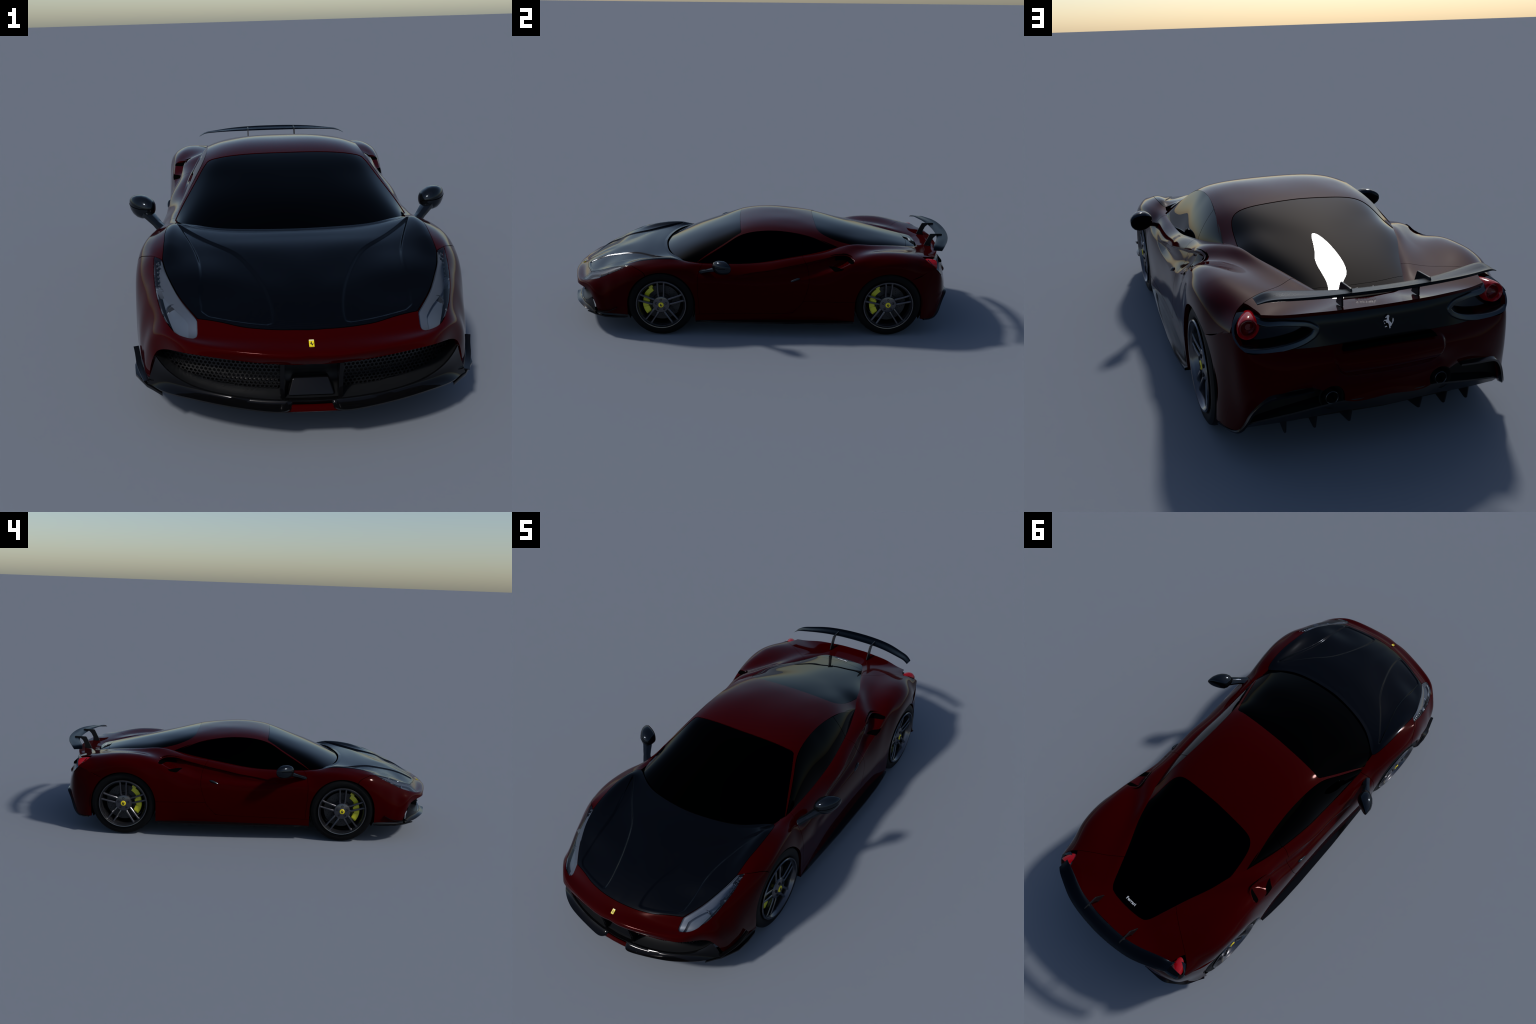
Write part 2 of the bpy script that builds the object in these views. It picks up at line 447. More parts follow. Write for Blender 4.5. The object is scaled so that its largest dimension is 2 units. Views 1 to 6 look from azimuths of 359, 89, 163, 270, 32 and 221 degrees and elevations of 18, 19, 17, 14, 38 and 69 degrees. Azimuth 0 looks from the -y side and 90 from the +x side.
BODY = NOSE_SECTIONS + CABIN_SECTIONS + TAIL_SECTIONS
WHEEL_F, WHEEL_R, HUB_Z, ARCH_R = -.503, .643, .166, .1705

body_q = loft(BODY, 560, 250)
def ease(Q, weight, rounds):
    """local smoothing of the sheet where weight > 0"""
    Q = Q.copy(); w = weight(Q)[1:-1, 1:-1, None]
    for _ in range(rounds):
        avg = (Q[:-2, 1:-1] + Q[2:, 1:-1] + Q[1:-1, :-2] + Q[1:-1, 2:]) / 4
        Q[1:-1, 1:-1] += w * (avg - Q[1:-1, 1:-1])
    return Q
body_q = ease(body_q, lambda Q: smooth(.40, .46, Q[..., 1]) * smooth(.68, .60, Q[..., 1]) * smooth(.26, .30, Q[..., 0]) * smooth(.40, .385, Q[..., 0]) * smooth(.385, .392, Q[..., 2]), 60)

# --- relief laid on the fine sheet
def bonnet_panel_outline():
    inner = curve([(.312,-.452),(.262,-.523),(.201,-.600),(.156,-.655),(.109,-.757),(.087,-.829),(.078,-.889),(.080,-.914)])
    front = curve([(.092,-.917),(.150,-.903),(.222,-.878)])
    outer = curve([(.238,-.862),(.2435,-.811),(.245,-.750),(.252,-.674),(.274,-.586),(.316,-.456)])
    return np.concatenate([inner, front, outer])
BONNET_SUNK = bonnet_panel_outline()

SCOOP_UP = curve([(-.170,.3050),(-.100,.3180),(-.015,.3315),(.050,.3415),(.125,.3560),(.196,.3675),(.269,.3820),(.340,.3990),(.375,.4070),(.418,.4060),(.445,.4010),(.462,.3935)], 6)
SCOOP_LOW = curve([(-.170,.2980),(-.080,.2820),(.050,.2800),(.180,.2880),(.262,.3030),(.312,.3190),(.383,.3480),(.438,.3760),(.458,.3860)], 6)
SCOOP = np.concatenate([SCOOP_UP, [(.465,.3900)], SCOOP_LOW[::-1]])
SLOT_PATCHES = [corners([(.372,.379),(.458,.380),(.466,.388),(.444,.399),(.418,.404),(.380,.404)], .005), corners([(.337,.3565),(.416,.3555),(.401,.3450),(.370,.3390)], .004)]  # outlines of the dark patches drawn in place of intake openings

COWL = curve([(0,-.500),(.130,-.485),(.235,-.449),(.303,-.398),(.3355,-.327)], 10)
def relief(Q):
    P = Q.reshape(-1, 3).copy()
    x, y, z = P.T
    # bonnet: two sunk fields between the creases, deepest near the screen
    m = (y > -.96) & (y < -.40) & (x < .36)
    d = sdist(P[m][:, :2], BONNET_SUNK)
    P[m, 2] -= smooth(.002, -.004, d) * (.0045 + .0020 * smooth(-.80, -.52, y[m]))
    # upturned rear flange of the bonnet
    t = np.interp(x, COWL[:, 0], COWL[:, 1]) - y
    P[:, 2] += .0045 * np.clip(1 - t / .024, 0, 1) * (t > -.02) * (x < .33) * smooth(.33, .30, x)
    # fender crowns stand a little proud of the bonnet edge
    P[:, 2] += .0075 * np.exp(-((x - .327) / .026) ** 2) * smooth(-.71, -.60, y) * smooth(-.36, -.46, y)
    # side intake: the door skin dives inwards under the crease
    sel = (y > -.20) & (y < .50) & (x > .30)
    d = sdist(P[sel][:, 1:], SCOOP)
    ys, zs = y[sel], z[sel]
    zl = np.interp(ys, SCOOP_LOW[:, 0], SCOOP_LOW[:, 1]); zu = np.interp(ys, SCOOP_UP[:, 0], SCOOP_UP[:, 1])
    t = (zs - zl) / np.maximum(zu - zl, .004)
    depth = np.interp(ys, [-.17, -.06, .08, .25, .33, .40, .46], [.0, .012, .015, .018, .024, .046, .050])
    soft = smooth(0, .55, t) * (1 - smooth(.30, .42, ys)) + smooth(.36, .44, ys) * 1.0 + (smooth(.30, .42, ys) - smooth(.36, .44, ys)) * smooth(0, .35, t)
    P[sel, 0] -= depth * smooth(.001, -.0085, d) * np.clip(soft, 0, 1)
    # haunch valley pressed a little deeper
    return P.reshape(Q.shape)
body_q = relief(body_q)
shell = grid(body_q)
shell.n[np.abs(shell.v[:, 0]) < 1e-6, 0] = 0

def arch(v, yc, R=ARCH_R):
    dz = np.maximum(v[:, 2] - HUB_Z, 0)
    d = np.hypot(v[:, 1] - yc, dz) - R
    return np.where(np.abs(v[:, 0]) > .25, d, 1.0)
shell = shell.drop(lambda v: arch(v, WHEEL_F)).drop(lambda v: arch(v, WHEEL_R))

# --- panel outlines
BONNET = np.concatenate([curve([(-.07,-.932),(.0,-.936),(.07,-.932),(.115,-.9235),(.149,-.9145),(.190,-.899),(.246,-.880)]),
    curve([(.2465,-.880),(.286,-.820),(.312,-.765),(.326,-.727),(.339,-.674)]),
    curve([(.3395,-.673),(.342,-.585),(.344,-.548),(.343,-.480),(.336,-.420),(.331,-.402)]), curve([(.3235,-.3935),(.303,-.4065),(.235,-.4565),(.130,-.4925),(0,-.5075),(-.07,-.503)])])
LAMP = np.concatenate([curve([(.2485,-.881),(.288,-.820),(.3135,-.765),(.3275,-.727),(.3405,-.674)]),
    curve([(.361,-.656),(.3575,-.720),(.346,-.782),(.331,-.831),(.312,-.872),(.290,-.902),(.266,-.9165)]),
    curve([(.256,-.919),(.249,-.9145),(.2475,-.900)])])
NOSE_SEAM = np.concatenate([curve([(.3405,-.674),(.361,-.656),(.377,-.640),(.411,-.584),(.440,-.545)]), [(.50,-.545),(.50,-1.1),(-.1,-1.1),(-.1,-.60)]])
DOOR = np.concatenate([curve([(-.285,.372),(-.297,.361),(-.313,.332),(-.319,.287),(-.319,.240),(-.315,.180),(-.312,.125)]),
    [(-.311,.114),(-.05,.116)], curve([(.120,.1175),(.154,.122),(.178,.134),(.196,.156),(.212,.186),(.226,.224),(.237,.264),(.240,.305),(.228,.363),(.203,.405),(.195,.42)]),
    [(.15,.46),(-.285,.46)]])
SKIRT = [(-.36,.02),(-.36,.1145),(-.05,.1165),(.120,.118),(.160,.122),(.205,.172),(.2125,.186),(.50,.184),(.50,.02)]
DECK = np.concatenate([curve([(-.02,.655),(.12,.68),(.170,.712),(.212,.743),(.275,.783),(.327,.817)]), [(.36,.86),(.36,1.1),(-.02,1.1)]])
TAIL_HOLE = np.concatenate([curve([(.3035,.890),(.304,.877),(.3125,.848),(.321,.826),(.3265,.8185)]),
    curve([(.3275,.8185),(.350,.836),(.365,.856),(.374,.879)]), [(.385,.95),(.3035,.95)]])
TAIL_SEAM = [(.70,.279),(.758,.303),(.878,.3485),(.95,.375),(.95,.0),(.70,.0)]
GAP = .0008

def zone(s, fn, g=GAP): return s.keep(lambda v: fn(v) + g), s.keep(lambda v: -fn(v) + g)
P_xy = lambda poly: (lambda v: sdist(XY(v), poly))
P_yz = lambda poly: (lambda v: sdist(YZ(v), poly))
def only(fn, cond):
    return lambda v: np.where(cond(v), fn(v), .05)

rest = shell
lamp_skin, rest = zone(rest, P_xy(LAMP))
hood, rest = zone(rest, P_xy(BONNET))
nose, rest = zone(rest, P_xy(NOSE_SEAM))
nose = nose.drop(only(P_xy(LAMP), lambda v: v[:, 1] < -.6))
_, rest = zone(rest, only(P_xy(TAIL_HOLE), lambda v: (v[:, 2] > .30) & (v[:, 1] > .7)))
_, rest = zone(rest, only(P_yz(TAIL_SEAM), lambda v: (v[:, 0] > .33) & (v[:, 1] > .69)))
deck, rest = zone(rest, only(P_xy(DECK), lambda v: v[:, 1] > .6))
skirt, rest = zone(rest, only(P_yz(SKIRT), lambda v: (v[:, 0] > .30) & (v[:, 1] < .52)))
door, rest = zone(rest, only(P_yz(DOOR), lambda v: v[:, 0] > .25))
split = lambda v: v[:, 1] - (-.05)
fender = rest.keep(split)
fender = fender.drop(P_xy(np.concatenate([curve([(-.07,-.503),(0,-.5075),(.130,-.4925),(.235,-.4565),(.303,-.4065),(.3235,-.3935)]), [(.327,-.36),(.32,-.30),(-.07,-.30)]])))
quarter = rest.drop(split)
mouth_patches = []
for poly in SLOT_PATCHES:
    m_, quarter = zone(quarter, only(P_yz(poly), lambda v: v[:, 0] > .30), 0)
    mouth_patches.append(m_)
# nothing is needed deep under the cabin
under_cabin = lambda v: np.where((v[:, 1] > -.33) & (v[:, 1] < .64), .235 - v[:, 0], -.05)
door = door.keep(lambda v: .20 - v[:, 0]); fender = fender.keep(lambda v: .20 - v[:, 0])
quarter = quarter.keep(lambda v: np.where(v[:, 1] < .45, .17 - v[:, 0], -.01))

def pair(name, s, mat, depth=.006, parent=None, skip=None):
    s = s.rim(depth, skip)
    a = obj_from_surf(name, s, mat, parent or car)
    b = obj_from_surf(name, s.mirror(), mat, parent or car)
    return a, b
def whole(name, s, mat, depth=.006, parent=None):
    s = s.rim(depth, lambda v: np.abs(v[:, 0]) < 1e-5)
    return obj_from_surf(name, s.join(s.mirror()), mat, parent or car)

front_bumper = whole("bumper", nose, M["paint"], .010)
bonnet = whole("bonnet", hood, M["carbon"])
fenders = pair("fender", fender, M["paint"], .012)
doors = pair("door", door, M["paint"])
quarters = pair("quarter_panel", quarter, M["paint"], .012)
for m_ in mouth_patches:
    for q_, s_ in zip(quarters, (m_, m_.mirror())): obj_from_surf("intake_dark_patch", s_, M["dark_fill"], q_)  # blackened pieces of skin standing in for the openings, not cut through
skirts = pair("sill_skirt", skirt, M["paint"], .010)
rear_deck = whole("engine_deck", deck, M["paint"], .008)

# black inner copy of the shell, added to keep the panel gaps dark
inner = grid(body_q).offset(-.009)
inner.v[:, 0] = np.maximum(inner.v[:, 0], 0)
for yc in (WHEEL_F, WHEEL_R): inner = inner.drop(lambda v: arch(v, yc, ARCH_R + .004))
inner = inner.drop(only(P_xy(LAMP), lambda v: v[:, 1] < -.6))
inner = inner.keep(lambda v: np.where(v[:, 1] > .7, v[:, 1] - .86 + .9 * np.maximum(0, .38 - v[:, 2]), -.05))
inner = inner.keep(lambda v: -.945 - v[:, 1])
obj_from_surf("shell_blocker", inner.join(inner.mirror()), M["dark_fill"], car)

# ------------------------------------------------------------------ rear bumper wrap (arch -> corner -> centre)
BUMPER = [
 [(.416,.745,.300),(.401,.815,.3235),(.3735,.878,.3475),(.352,.9145,.3105),(.295,.9245,.3060),(.200,.937,.3055),(.130,.947,.3080),(0,.953,.3085)],
 [(.416,.745,.262),(.403,.817,.278),(.380,.877,.300),(.356,.916,.288),(.297,.936,.286),(.200,.955,.286),(.130,.965,.288),(0,.973,.288)],
 [(.415,.745,.220),(.404,.820,.230),(.381,.877,.240),(.357,.917,.248),(.298,.944,.255),(.200,.964,.258),(.128,.973,.258),(0,.982,.258)],
 [(.413,.745,.170),(.404,.823,.170),(.378,.880,.175),(.353,.919,.195),(.299,.9475,.222),(.196,.962,.226),(.122,.956,.205),(0,.963,.205)],
 [(.410,.745,.085),(.408,.828,.091),(.369,.895,.097),(.344,.921,.150),(.303,.949,.1965),(.190,.954,.2030),(.117,.958,.160),(0,.969,.1615)],
]
bp = np.array(BUMPER, float)
mir = bp[:, -2::-1] * np.array([-1, 1, 1.0])
bq = np.concatenate([bp, mir], 1)
tu = params(bq, 0); tv = params(bq, 1)
Q = natural(tu, bq, np.linspace(tu[0], tu[-1], 90))
Q = natural(tv, Q.transpose(1, 0, 2), np.linspace(tv[0], tv[-1], 421)).transpose(1, 0, 2)
x, y, z = Q[..., 0], Q[..., 1], Q[..., 2]
# number-plate carrier in the middle
rec = corners([(-.150,.300),(.150,.300),(.145,.262),(.112,.222),(-.112,.222),(-.145,.262)], .02)
d = sdist(np.stack([x.ravel(), z.ravel()], 1), rec).reshape(x.shape)
Q[..., 1] += smooth(.003, -.006, d) * .011 * smooth(.305, .266, z) * smooth(.224, .256, z) * (y > .9)   # raised plate carrier, chamfered below
bump = grid(Q)
if bump.n[np.argmax(bump.v[:, 1]), 1] < 0: bump = grid(Q, flip=True)
def bumper_arch(v):
    dz = np.maximum(v[:, 2] - HUB_Z, 0)
    return np.hypot(v[:, 1] - WHEEL_R, dz) - ARCH_R
bump = bump.drop(bumper_arch)
bump = bump.drop(lambda v: np.hypot(np.abs(v[:, 0]) - .149, v[:, 2] - .171) - .033)
rear_bumper = obj_from_surf("bumper", bump.rim(.012), M["paint"], car)

# ------------------------------------------------------------------ cabin top: screen, roof, rear glass
CABIN = [
 [(0,-.500,.374),(.130,-.485,.374),(.235,-.449,.3735),(.303,-.398,.372),(.3355,-.327,.3635)],
 [(0,-.375,.4260),(.120,-.362,.4255),(.212,-.335,.4245),(.270,-.303,.418),(.3140,-.258,.4040)],
 [(0,-.245,.4735),(.108,-.238,.4725),(.190,-.220,.4690),(.242,-.198,.4635),(.2820,-.172,.4510)],
 [(0,-.113,.516),(.100,-.112,.5145),(.170,-.110,.5095),(.220,-.106,.5015),(.2570,-.096,.4900)],
 [(0,.050,.535),(.100,.050,.534),(.165,.048,.5285),(.211,.046,.5200),(.2475,.045,.5085)],
 [(0,.170,.5295),(.100,.168,.5280),(.168,.164,.5210),(.216,.160,.5120),(.2510,.150,.5010)],
 [(0,.281,.5140),(.100,.283,.5105),(.174,.284,.5035),(.224,.280,.4915),(.2640,.270,.4750)],
 [(0,.420,.4840),(.090,.418,.4810),(.165,.412,.4735),(.222,.403,.4600),(.2745,.393,.4300)],
 [(0,.500,.4650),(.082,.497,.4620),(.150,.490,.4570),(.207,.482,.4490),(.2520,.474,.4320)],
 [(0,.660,.4260),(.065,.657,.4245),(.120,.650,.4220),(.162,.642,.4170),(.1960,.634,.4085)],
 [(0,.842,.3795),(.042,.841,.3795),(.080,.836,.3805),(.106,.829,.3815),(.1290,.822,.3820)],
]
cab_q = loft(CABIN, 360, 130)
cab = grid(cab_q)
cab.n[np.abs(cab.v[:, 0]) < 1e-6, 0] = 0
SCREEN = np.concatenate([curve([(-.02,-.113),(.0,-.113),(.127,-.110),(.195,-.107)]), curve([(.212,-.1065),(.230,-.1035),(.2415,-.106),(.248,-.118)]),
    curve([(.252,-.125),(.271,-.170),(.303,-.251),(.337,-.3335)]), [(.40,-.36),(.40,-.60),(-.02,-.60)]])
REAR_GLASS = np.concatenate([curve([(-.02,.280),(.0,.280),(.099,.283),(.177,.288),(.205,.2965),(.222,.313),(.232,.336),(.239,.372),(.245,.430),(.2495,.474)]),
    [(.30,.50),(.30,.95),(-.02,.95)]])
screen, top = zone(cab, P_xy(SCREEN))
rglass, top = zone(top, P_xy(REAR_GLASS))
GLASS_SEAM = curve([(0,.787),(.05,.785),(.10,.776),(.16,.762),(.24,.742)])
seam_f = lambda v: v[:, 1] - np.interp(np.abs(v[:, 0]), GLASS_SEAM[:, 0], GLASS_SEAM[:, 1])
rg_main, rg_tail = zone(rglass, seam_f)
whole("windscreen", screen.offset(-.0015), M["glass"])
whole("roof", top, M["paint"])
whole("engine_window", rg_main.offset(-.0015), M["glass"])
whole("engine_cover_glass", rg_tail.offset(-.0015), M["glass"])
cin = cab.offset(-.007)
obj_from_surf("cabin_blocker", cin.join(cin.mirror()), M["dark_fill"], car)  # black inner copy of the cabin top, added as a light blocker

# side windows: from the roof rail down to the belt
RAIL = [(.3350,-.3130,.3615),(.297,-.203,.4300),(.2605,-.100,.4865),(.2490,.000,.5065),(.2475,.060,.5070),(.2500,.130,.5025),(.2620,.258,.4770),(.2685,.331,.4545),(.2755,.393,.4295)]
BELT = [(.3375,-.3100,.3600),(.3380,-.2300,.3580),(.3370,-.117,.3570),(.3355,-.030,.3615),(.3340,.050,.3735),(.3280,.132,.3845),(.3170,.215,.3975),(.2990,.303,.4110),(.2765,.394,.4280)]
ra, be = np.array(RAIL), np.array(BELT)
tt = np.linspace(0, 1, len(ra))
def arc_resample(P, n):
    c = curve(P, 24); l = np.concatenate([[0], np.cumsum(np.linalg.norm(np.diff(c, axis=0), axis=1))])
    return np.stack([np.interp(np.linspace(0, l[-1], n), l, c[:, i]) for i in range(3)], 1)
n_s = 140
R_ = arc_resample(RAIL, n_s); B_ = arc_resample(BELT, n_s)
# pair points of equal y so that the pane runs straight down
ys = np.linspace(-.312, .3935, n_s)
def at_y(P): 
    c = curve(P, 30); o = np.argsort(c[:, 1]); return np.stack([np.interp(ys, c[o, 1], c[o, i]) for i in range(3)], 1)
R_, B_ = at_y(RAIL), at_y(BELT)
ww = np.linspace(0, 1, 24)[None, :, None]
side_q = R_[:, None] * (1 - ww) + B_[:, None] * ww
gap_h = np.linalg.norm(R_ - B_, axis=1)[:, None]
side_q[..., 0] += .05 * gap_h * (4 * ww[..., 0] * (1 - ww[..., 0]))
side = grid(side_q)
PILLAR = [(.262,.40),(.250,.40),(.2115,.52),(.2205,.52)]
fore = side.keep(lambda v: (v[:, 1] + .10 * (v[:, 2] - .40)) - .215 + GAP * 1.5)
aft = side.keep(lambda v: -((v[:, 1] + .10 * (v[:, 2] - .40)) - .215) + GAP * 1.5)
pair("door_window", fore, M["glass"], .004)
pair("quarter_window", aft, M["glass"], .004)
pair("window_blocker", side.offset(-.006), M["dark_fill"], .0005)  # black copy added behind the panes so their joints stay dark

# ------------------------------------------------------------------ wheels
def arc_block(r0, r1, a0, a1, x0, x1, n=14):
    poly = [(r1 * math.cos(a), r1 * math.sin(a)) for a in np.linspace(a0, a1, n)] + [(r0 * math.cos(a), r0 * math.sin(a)) for a in np.linspace(a1, a0, n)]
    return prism(poly, x0, x1, axes=(1, 2, 0))

def tyre_mesh(w):
    R, r = HUB_Z, .126
    h = w / 2
    prof = [(-h * .80, r - .004), (-h * .93, r + .004), (-h, r + .018), (-h * .985, R - .014), (-h * .90, R - .004), (-h * .74, R - .0005)]
    for k in range(5):      # tread with four grooves
        c = -h * .56 + k * h * .28
        if k < 4:
            a = c + h * .10
            prof += [(a - h * .02, R), (a - h * .02, R - .004), (a + h * .02, R - .004), (a + h * .02, R)]
    prof += [(h * .74, R - .0005), (h * .90, R - .004), (h * .985, R - .014), (h, r + .018), (h * .965, r + .009), (h * .93, r + .004), (h * .80, r - .004)]
    return revolve(prof, 120)

def rim_mesh(dish):
    """barrel, outer lip and five split spokes; face at x = 0, outward = +x"""
    parts = [revolve([(.006, .1275), (.0095, .1255), (.0085, .1215), (.002, .1195), (-.002, .1165), (.0005, .1135), (-.004, .1115), (-.030, .1085), (-.100, .108), (-.103, .126), (-.08, .1275)], 120)]
    for k in range(5):
        a = math.pi / 2 + k * 2 * math.pi / 5
        for s in (-1, 1):
            # a bar from the hub out to the lip; slightly fanned, crowned in section
            secs = []
            for r, off, wd, xf, dp in ((.030, .0110, .0062, -.010 + dish, .018), (.048, .0135, .0052, -.004 + dish, .016), (.080, .0148, .0045, -.001 + dish * .4, .015), (.105, .0158, .0048, .0005, .016), (.1175, .0172, .0062, -.001, .018)):
                c = np.array([0, r * math.cos(a), r * math.sin(a)])
                t = np.array([0, -math.sin(a), math.cos(a)])
                X = np.array([1.0, 0, 0])
                m = c + t * s * off
                secs.append([m + t * wd + X * (xf - dp), m + t * wd + X * (xf - .0025), m + t * wd * .55 + X * xf, m - t * wd * .55 + X * xf, m - t * wd + X * (xf - .0025), m - t * wd + X * (xf - dp)])
            V = [p for q in secs for p in q]; n = 6; F = []
            for i in range(len(secs) - 1):
                F += [(i * n + j, i * n + (j + 1) % n, (i + 1) * n + (j + 1) % n, (i + 1) * n + j) for j in range(n)]
            F += [tuple(range(n)), tuple(range((len(secs) - 1) * n, len(secs) * n))]
            parts.append(tidy(mesh_of(V, F)))
    parts.append(revolve([(-.022 + dish, .044), (-.008 + dish, .044), (-.0035 + dish, .041), (-.0015 + dish, .034), (.0005 + dish, .020), (.0015 + dish, .0145), (-.002 + dish, .0140), (-.002 + dish, 0)], 60))
    return merge(parts)

def bolts_mesh(dish):
    out = []
    for k in range(5):
        a = math.pi / 2 + k * 2 * math.pi / 5
        c, s_ = .0262 * math.cos(a), .0262 * math.sin(a)
        ring = revolve([(-.002 + dish, .0068), (.0022 + dish, .0066), (.0022 + dish, .0046), (-.004 + dish, .0044), (-.004 + dish, .0028), (-.0005 + dish, .0026), (-.0005 + dish, 0)], 6)
        for v in ring.vertices: v.co.y += c; v.co.z += s_
        out.append(ring)
    return merge(out)

def horse_outline():
    """a small rearing horse, head to the left, drawn from a few strokes (unit height)"""
    body = [(-.10,.98),(-.02,1.0),(.06,.96),(.08,.86),(.05,.74),(.06,.62),(.14,.50),(.24,.40),(.30,.30),(.26,.20),(.16,.12),(.20,.02),(.10,.0),(.04,.12),(.08,.20),
            (-.02,.18),(-.14,.14),(-.26,.13),(-.25,.19),(-.10,.24),(.04,.32),(-.04,.42),(-.14,.46),(-.26,.36),(-.32,.42),(-.28,.50),(-.16,.54),(-.24,.60),(-.36,.52),(-.38,.60),(-.26,.68),(-.14,.66),(-.10,.74),(-.12,.82),(-.22,.80),(-.24,.86),(-.14,.92)]
    tail = [(.27,.34),(.33,.46),(.32,.60),(.36,.74),(.42,.66),(.42,.52),(.36,.36),(.30,.28)]
    return [np.array(body) * [.95, 1], np.array(tail) * [.95, 1]]

def flat_prisms(polys, lo, hi, axes):
    out = []
    for p in polys:
        bm = bmesh.new()
        vs = []
        for q in p:
            c = [0, 0, 0]; c[axes[0]] = q[0]; c[axes[1]] = q[1]; c[axes[2]] = lo
            vs.append(bm.verts.new(c))
        f = bm.faces.new(vs)
        r = bmesh.ops.triangulate(bm, faces=[f])
        ex = bmesh.ops.extrude_face_region(bm, geom=r["faces"])
        d = [0, 0, 0]; d[axes[2]] = hi - lo
        bmesh.ops.translate(bm, vec=d, verts=[g for g in ex["geom"] if isinstance(g, bmesh.types.BMVert)])
        bmesh.ops.recalc_face_normals(bm, faces=bm.faces)
        me = bpy.data.meshes.new("mark"); bm.to_mesh(me); bm.free(); out.append(me)
    return merge(out)

def caliper_mesh():
    """six-piston block on the leading side, seen as three stepped lobes"""
    d = math.radians
    body = [arc_block(.066, .094, d(150), d(218), -.048, -.018), arc_block(.074, .098, d(120), d(152), -.046, -.024),
            arc_block(.060, .090, d(162), d(182), -.050, -.014), arc_block(.062, .090, d(192), d(214), -.050, -.014), arc_block(.092, .104, d(116), d(128), -.044, -.026)]
    for b in body: bevel(b, .0025, 2)
    return merge(body)

def disc_mesh():
    prof = [(-.044, .052), (-.044, .092), (-.034, .092), (-.034, .050), (-.026, .046), (-.024, .030)]
    return revolve(prof, 96)

def backing_mesh():
    return revolve([(-.100, 0), (-.100, .1070)], 72)

def hole_dots_mesh():  # dark dots laid on the disc face in place of drilled holes
    out = []
    for k in range(60):
        a = 2 * math.pi * k / 60; r = .060 + .0085 * (k % 4)
        h = revolve([(-.0333, 0), (-.0333, .0016), (-.036, .0016)], 8)
        for v in h.vertices: v.co.y += r * math.cos(a); v.co.z += r * math.sin(a)
        out.append(h)
    return merge(out)

ROT0 = 0.0
cal_me, disc_me, hole_dots_me, back_me = caliper_mesh(), disc_mesh(), hole_dots_mesh(), backing_mesh()
horse_unit = horse_outline()
for yc, face_x, width, dish in ((WHEEL_F, .4085, .106, .006), (WHEEL_R, .4125, .128, -.003)):
    shared = dict(tyre=tyre_mesh(width), rim=rim_mesh(dish), bolts=bolts_mesh(dish),
                  cap=revolve([(-.003 + dish, .0135), (.0028 + dish, .0132), (.0040 + dish, .0118), (.0046 + dish, 0)], 40))
    hs = .0165
    shared["cap_mark"] = flat_prisms([(p - [0, .5]) * hs for p in horse_unit], .0044 + dish, .0054 + dish, (1, 2, 0))
    for sx in (1, -1):
        w = empty("wheel", car, (sx * face_x, yc, HUB_Z))
        w.rotation_euler = (0, 0, 0) if sx > 0 else (0, 0, math.pi)
        def put(name, me, mat, loc=(0, 0, 0), ang=30):
            if not me.materials:
                me.materials.append(mat)
                me.polygons.foreach_set("use_smooth", np.ones(len(me.polygons), bool)); me.set_sharp_from_angle(angle=math.radians(ang))
            o = bpy.data.objects.new(name, me); bpy.context.collection.objects.link(o); o.parent = w; o.location = loc
            return o
        put("tyre", shared["tyre"], M["tyre"], (.004 - width / 2, 0, 0))
        put("rim", shared["rim"], M["rim"])
        put("wheel_bolts", shared["bolts"], M["rim_dark"])
        put("centre_cap", shared["cap"], M["yellow"])
        put("cap_emblem", shared["cap_mark"], M["badge_black"])
        put("brake_disc", disc_me, M["disc"])
        put("dust_shield", back_me, M["under"])
        h = put("disc_hole_dots", hole_dots_me, M["dark_fill"]); h["kind"] = "stuff"
        c = put("brake_caliper", cal_me, M["caliper"])
        if sx < 0: c.rotation_euler = (math.pi, 0, 0); c.rotation_euler = (0, 0, 0); c.scale = (1, -1, 1)
    # wheel housing
    liner = revolve([(.20, .0), (.20, .1745), (.408, .1745)], 72, a0=-.45, a1=math.pi + .45)
    for v in liner.vertices: v.co.y += yc; v.co.z += HUB_Z
    lo = obj_from_mesh("wheel_housing", liner, M["dark_fill"], car); mirrored(lo)

# ------------------------------------------------------------------ front intake, grille, lip
EDGE = curve([p for p in NOSE_SECTIONS[0]], 10)           # upper and side edge of the intake
edge_y = lambda x: np.interp(np.abs(x), EDGE[:, 0], EDGE[:, 1])
edge_z = lambda x: np.interp(np.abs(x), EDGE[:, 0], EDGE[:, 2])
RIDGE = curve([(0,-.9785,.1185),(.067,-.9735,.1180),(.163,-.957,.1220),(.248,-.929,.1320),(.300,-.902,.1480),(.330,-.880,.1660),(.348,-.862,.1830)], 10)
ridge_y = lambda x: np.interp(np.abs(x), RIDGE[:, 0], RIDGE[:, 1])
ridge_z = lambda x: np.interp(np.abs(x), RIDGE[:, 0], RIDGE[:, 2])

# returned red edge of the nose above the intake
ret = np.stack([EDGE, EDGE + [0, .012, .006], EDGE + [0, .026, .008]], 1)
rs = grid(ret)
obj_from_surf("intake_return", rs.join(rs.mirror()), M["paint"], front_bumper)

cheek = EDGE[EDGE[:, 0] > .325]
cw = grid(np.stack([cheek + [-.0005, .028, .004], cheek + [-.012, .075, .004], cheek + [-.06, .08, .0]], 1))
obj_from_surf("intake_cheek", cw.join(cw.mirror()), M["satin_black"], front_bumper)
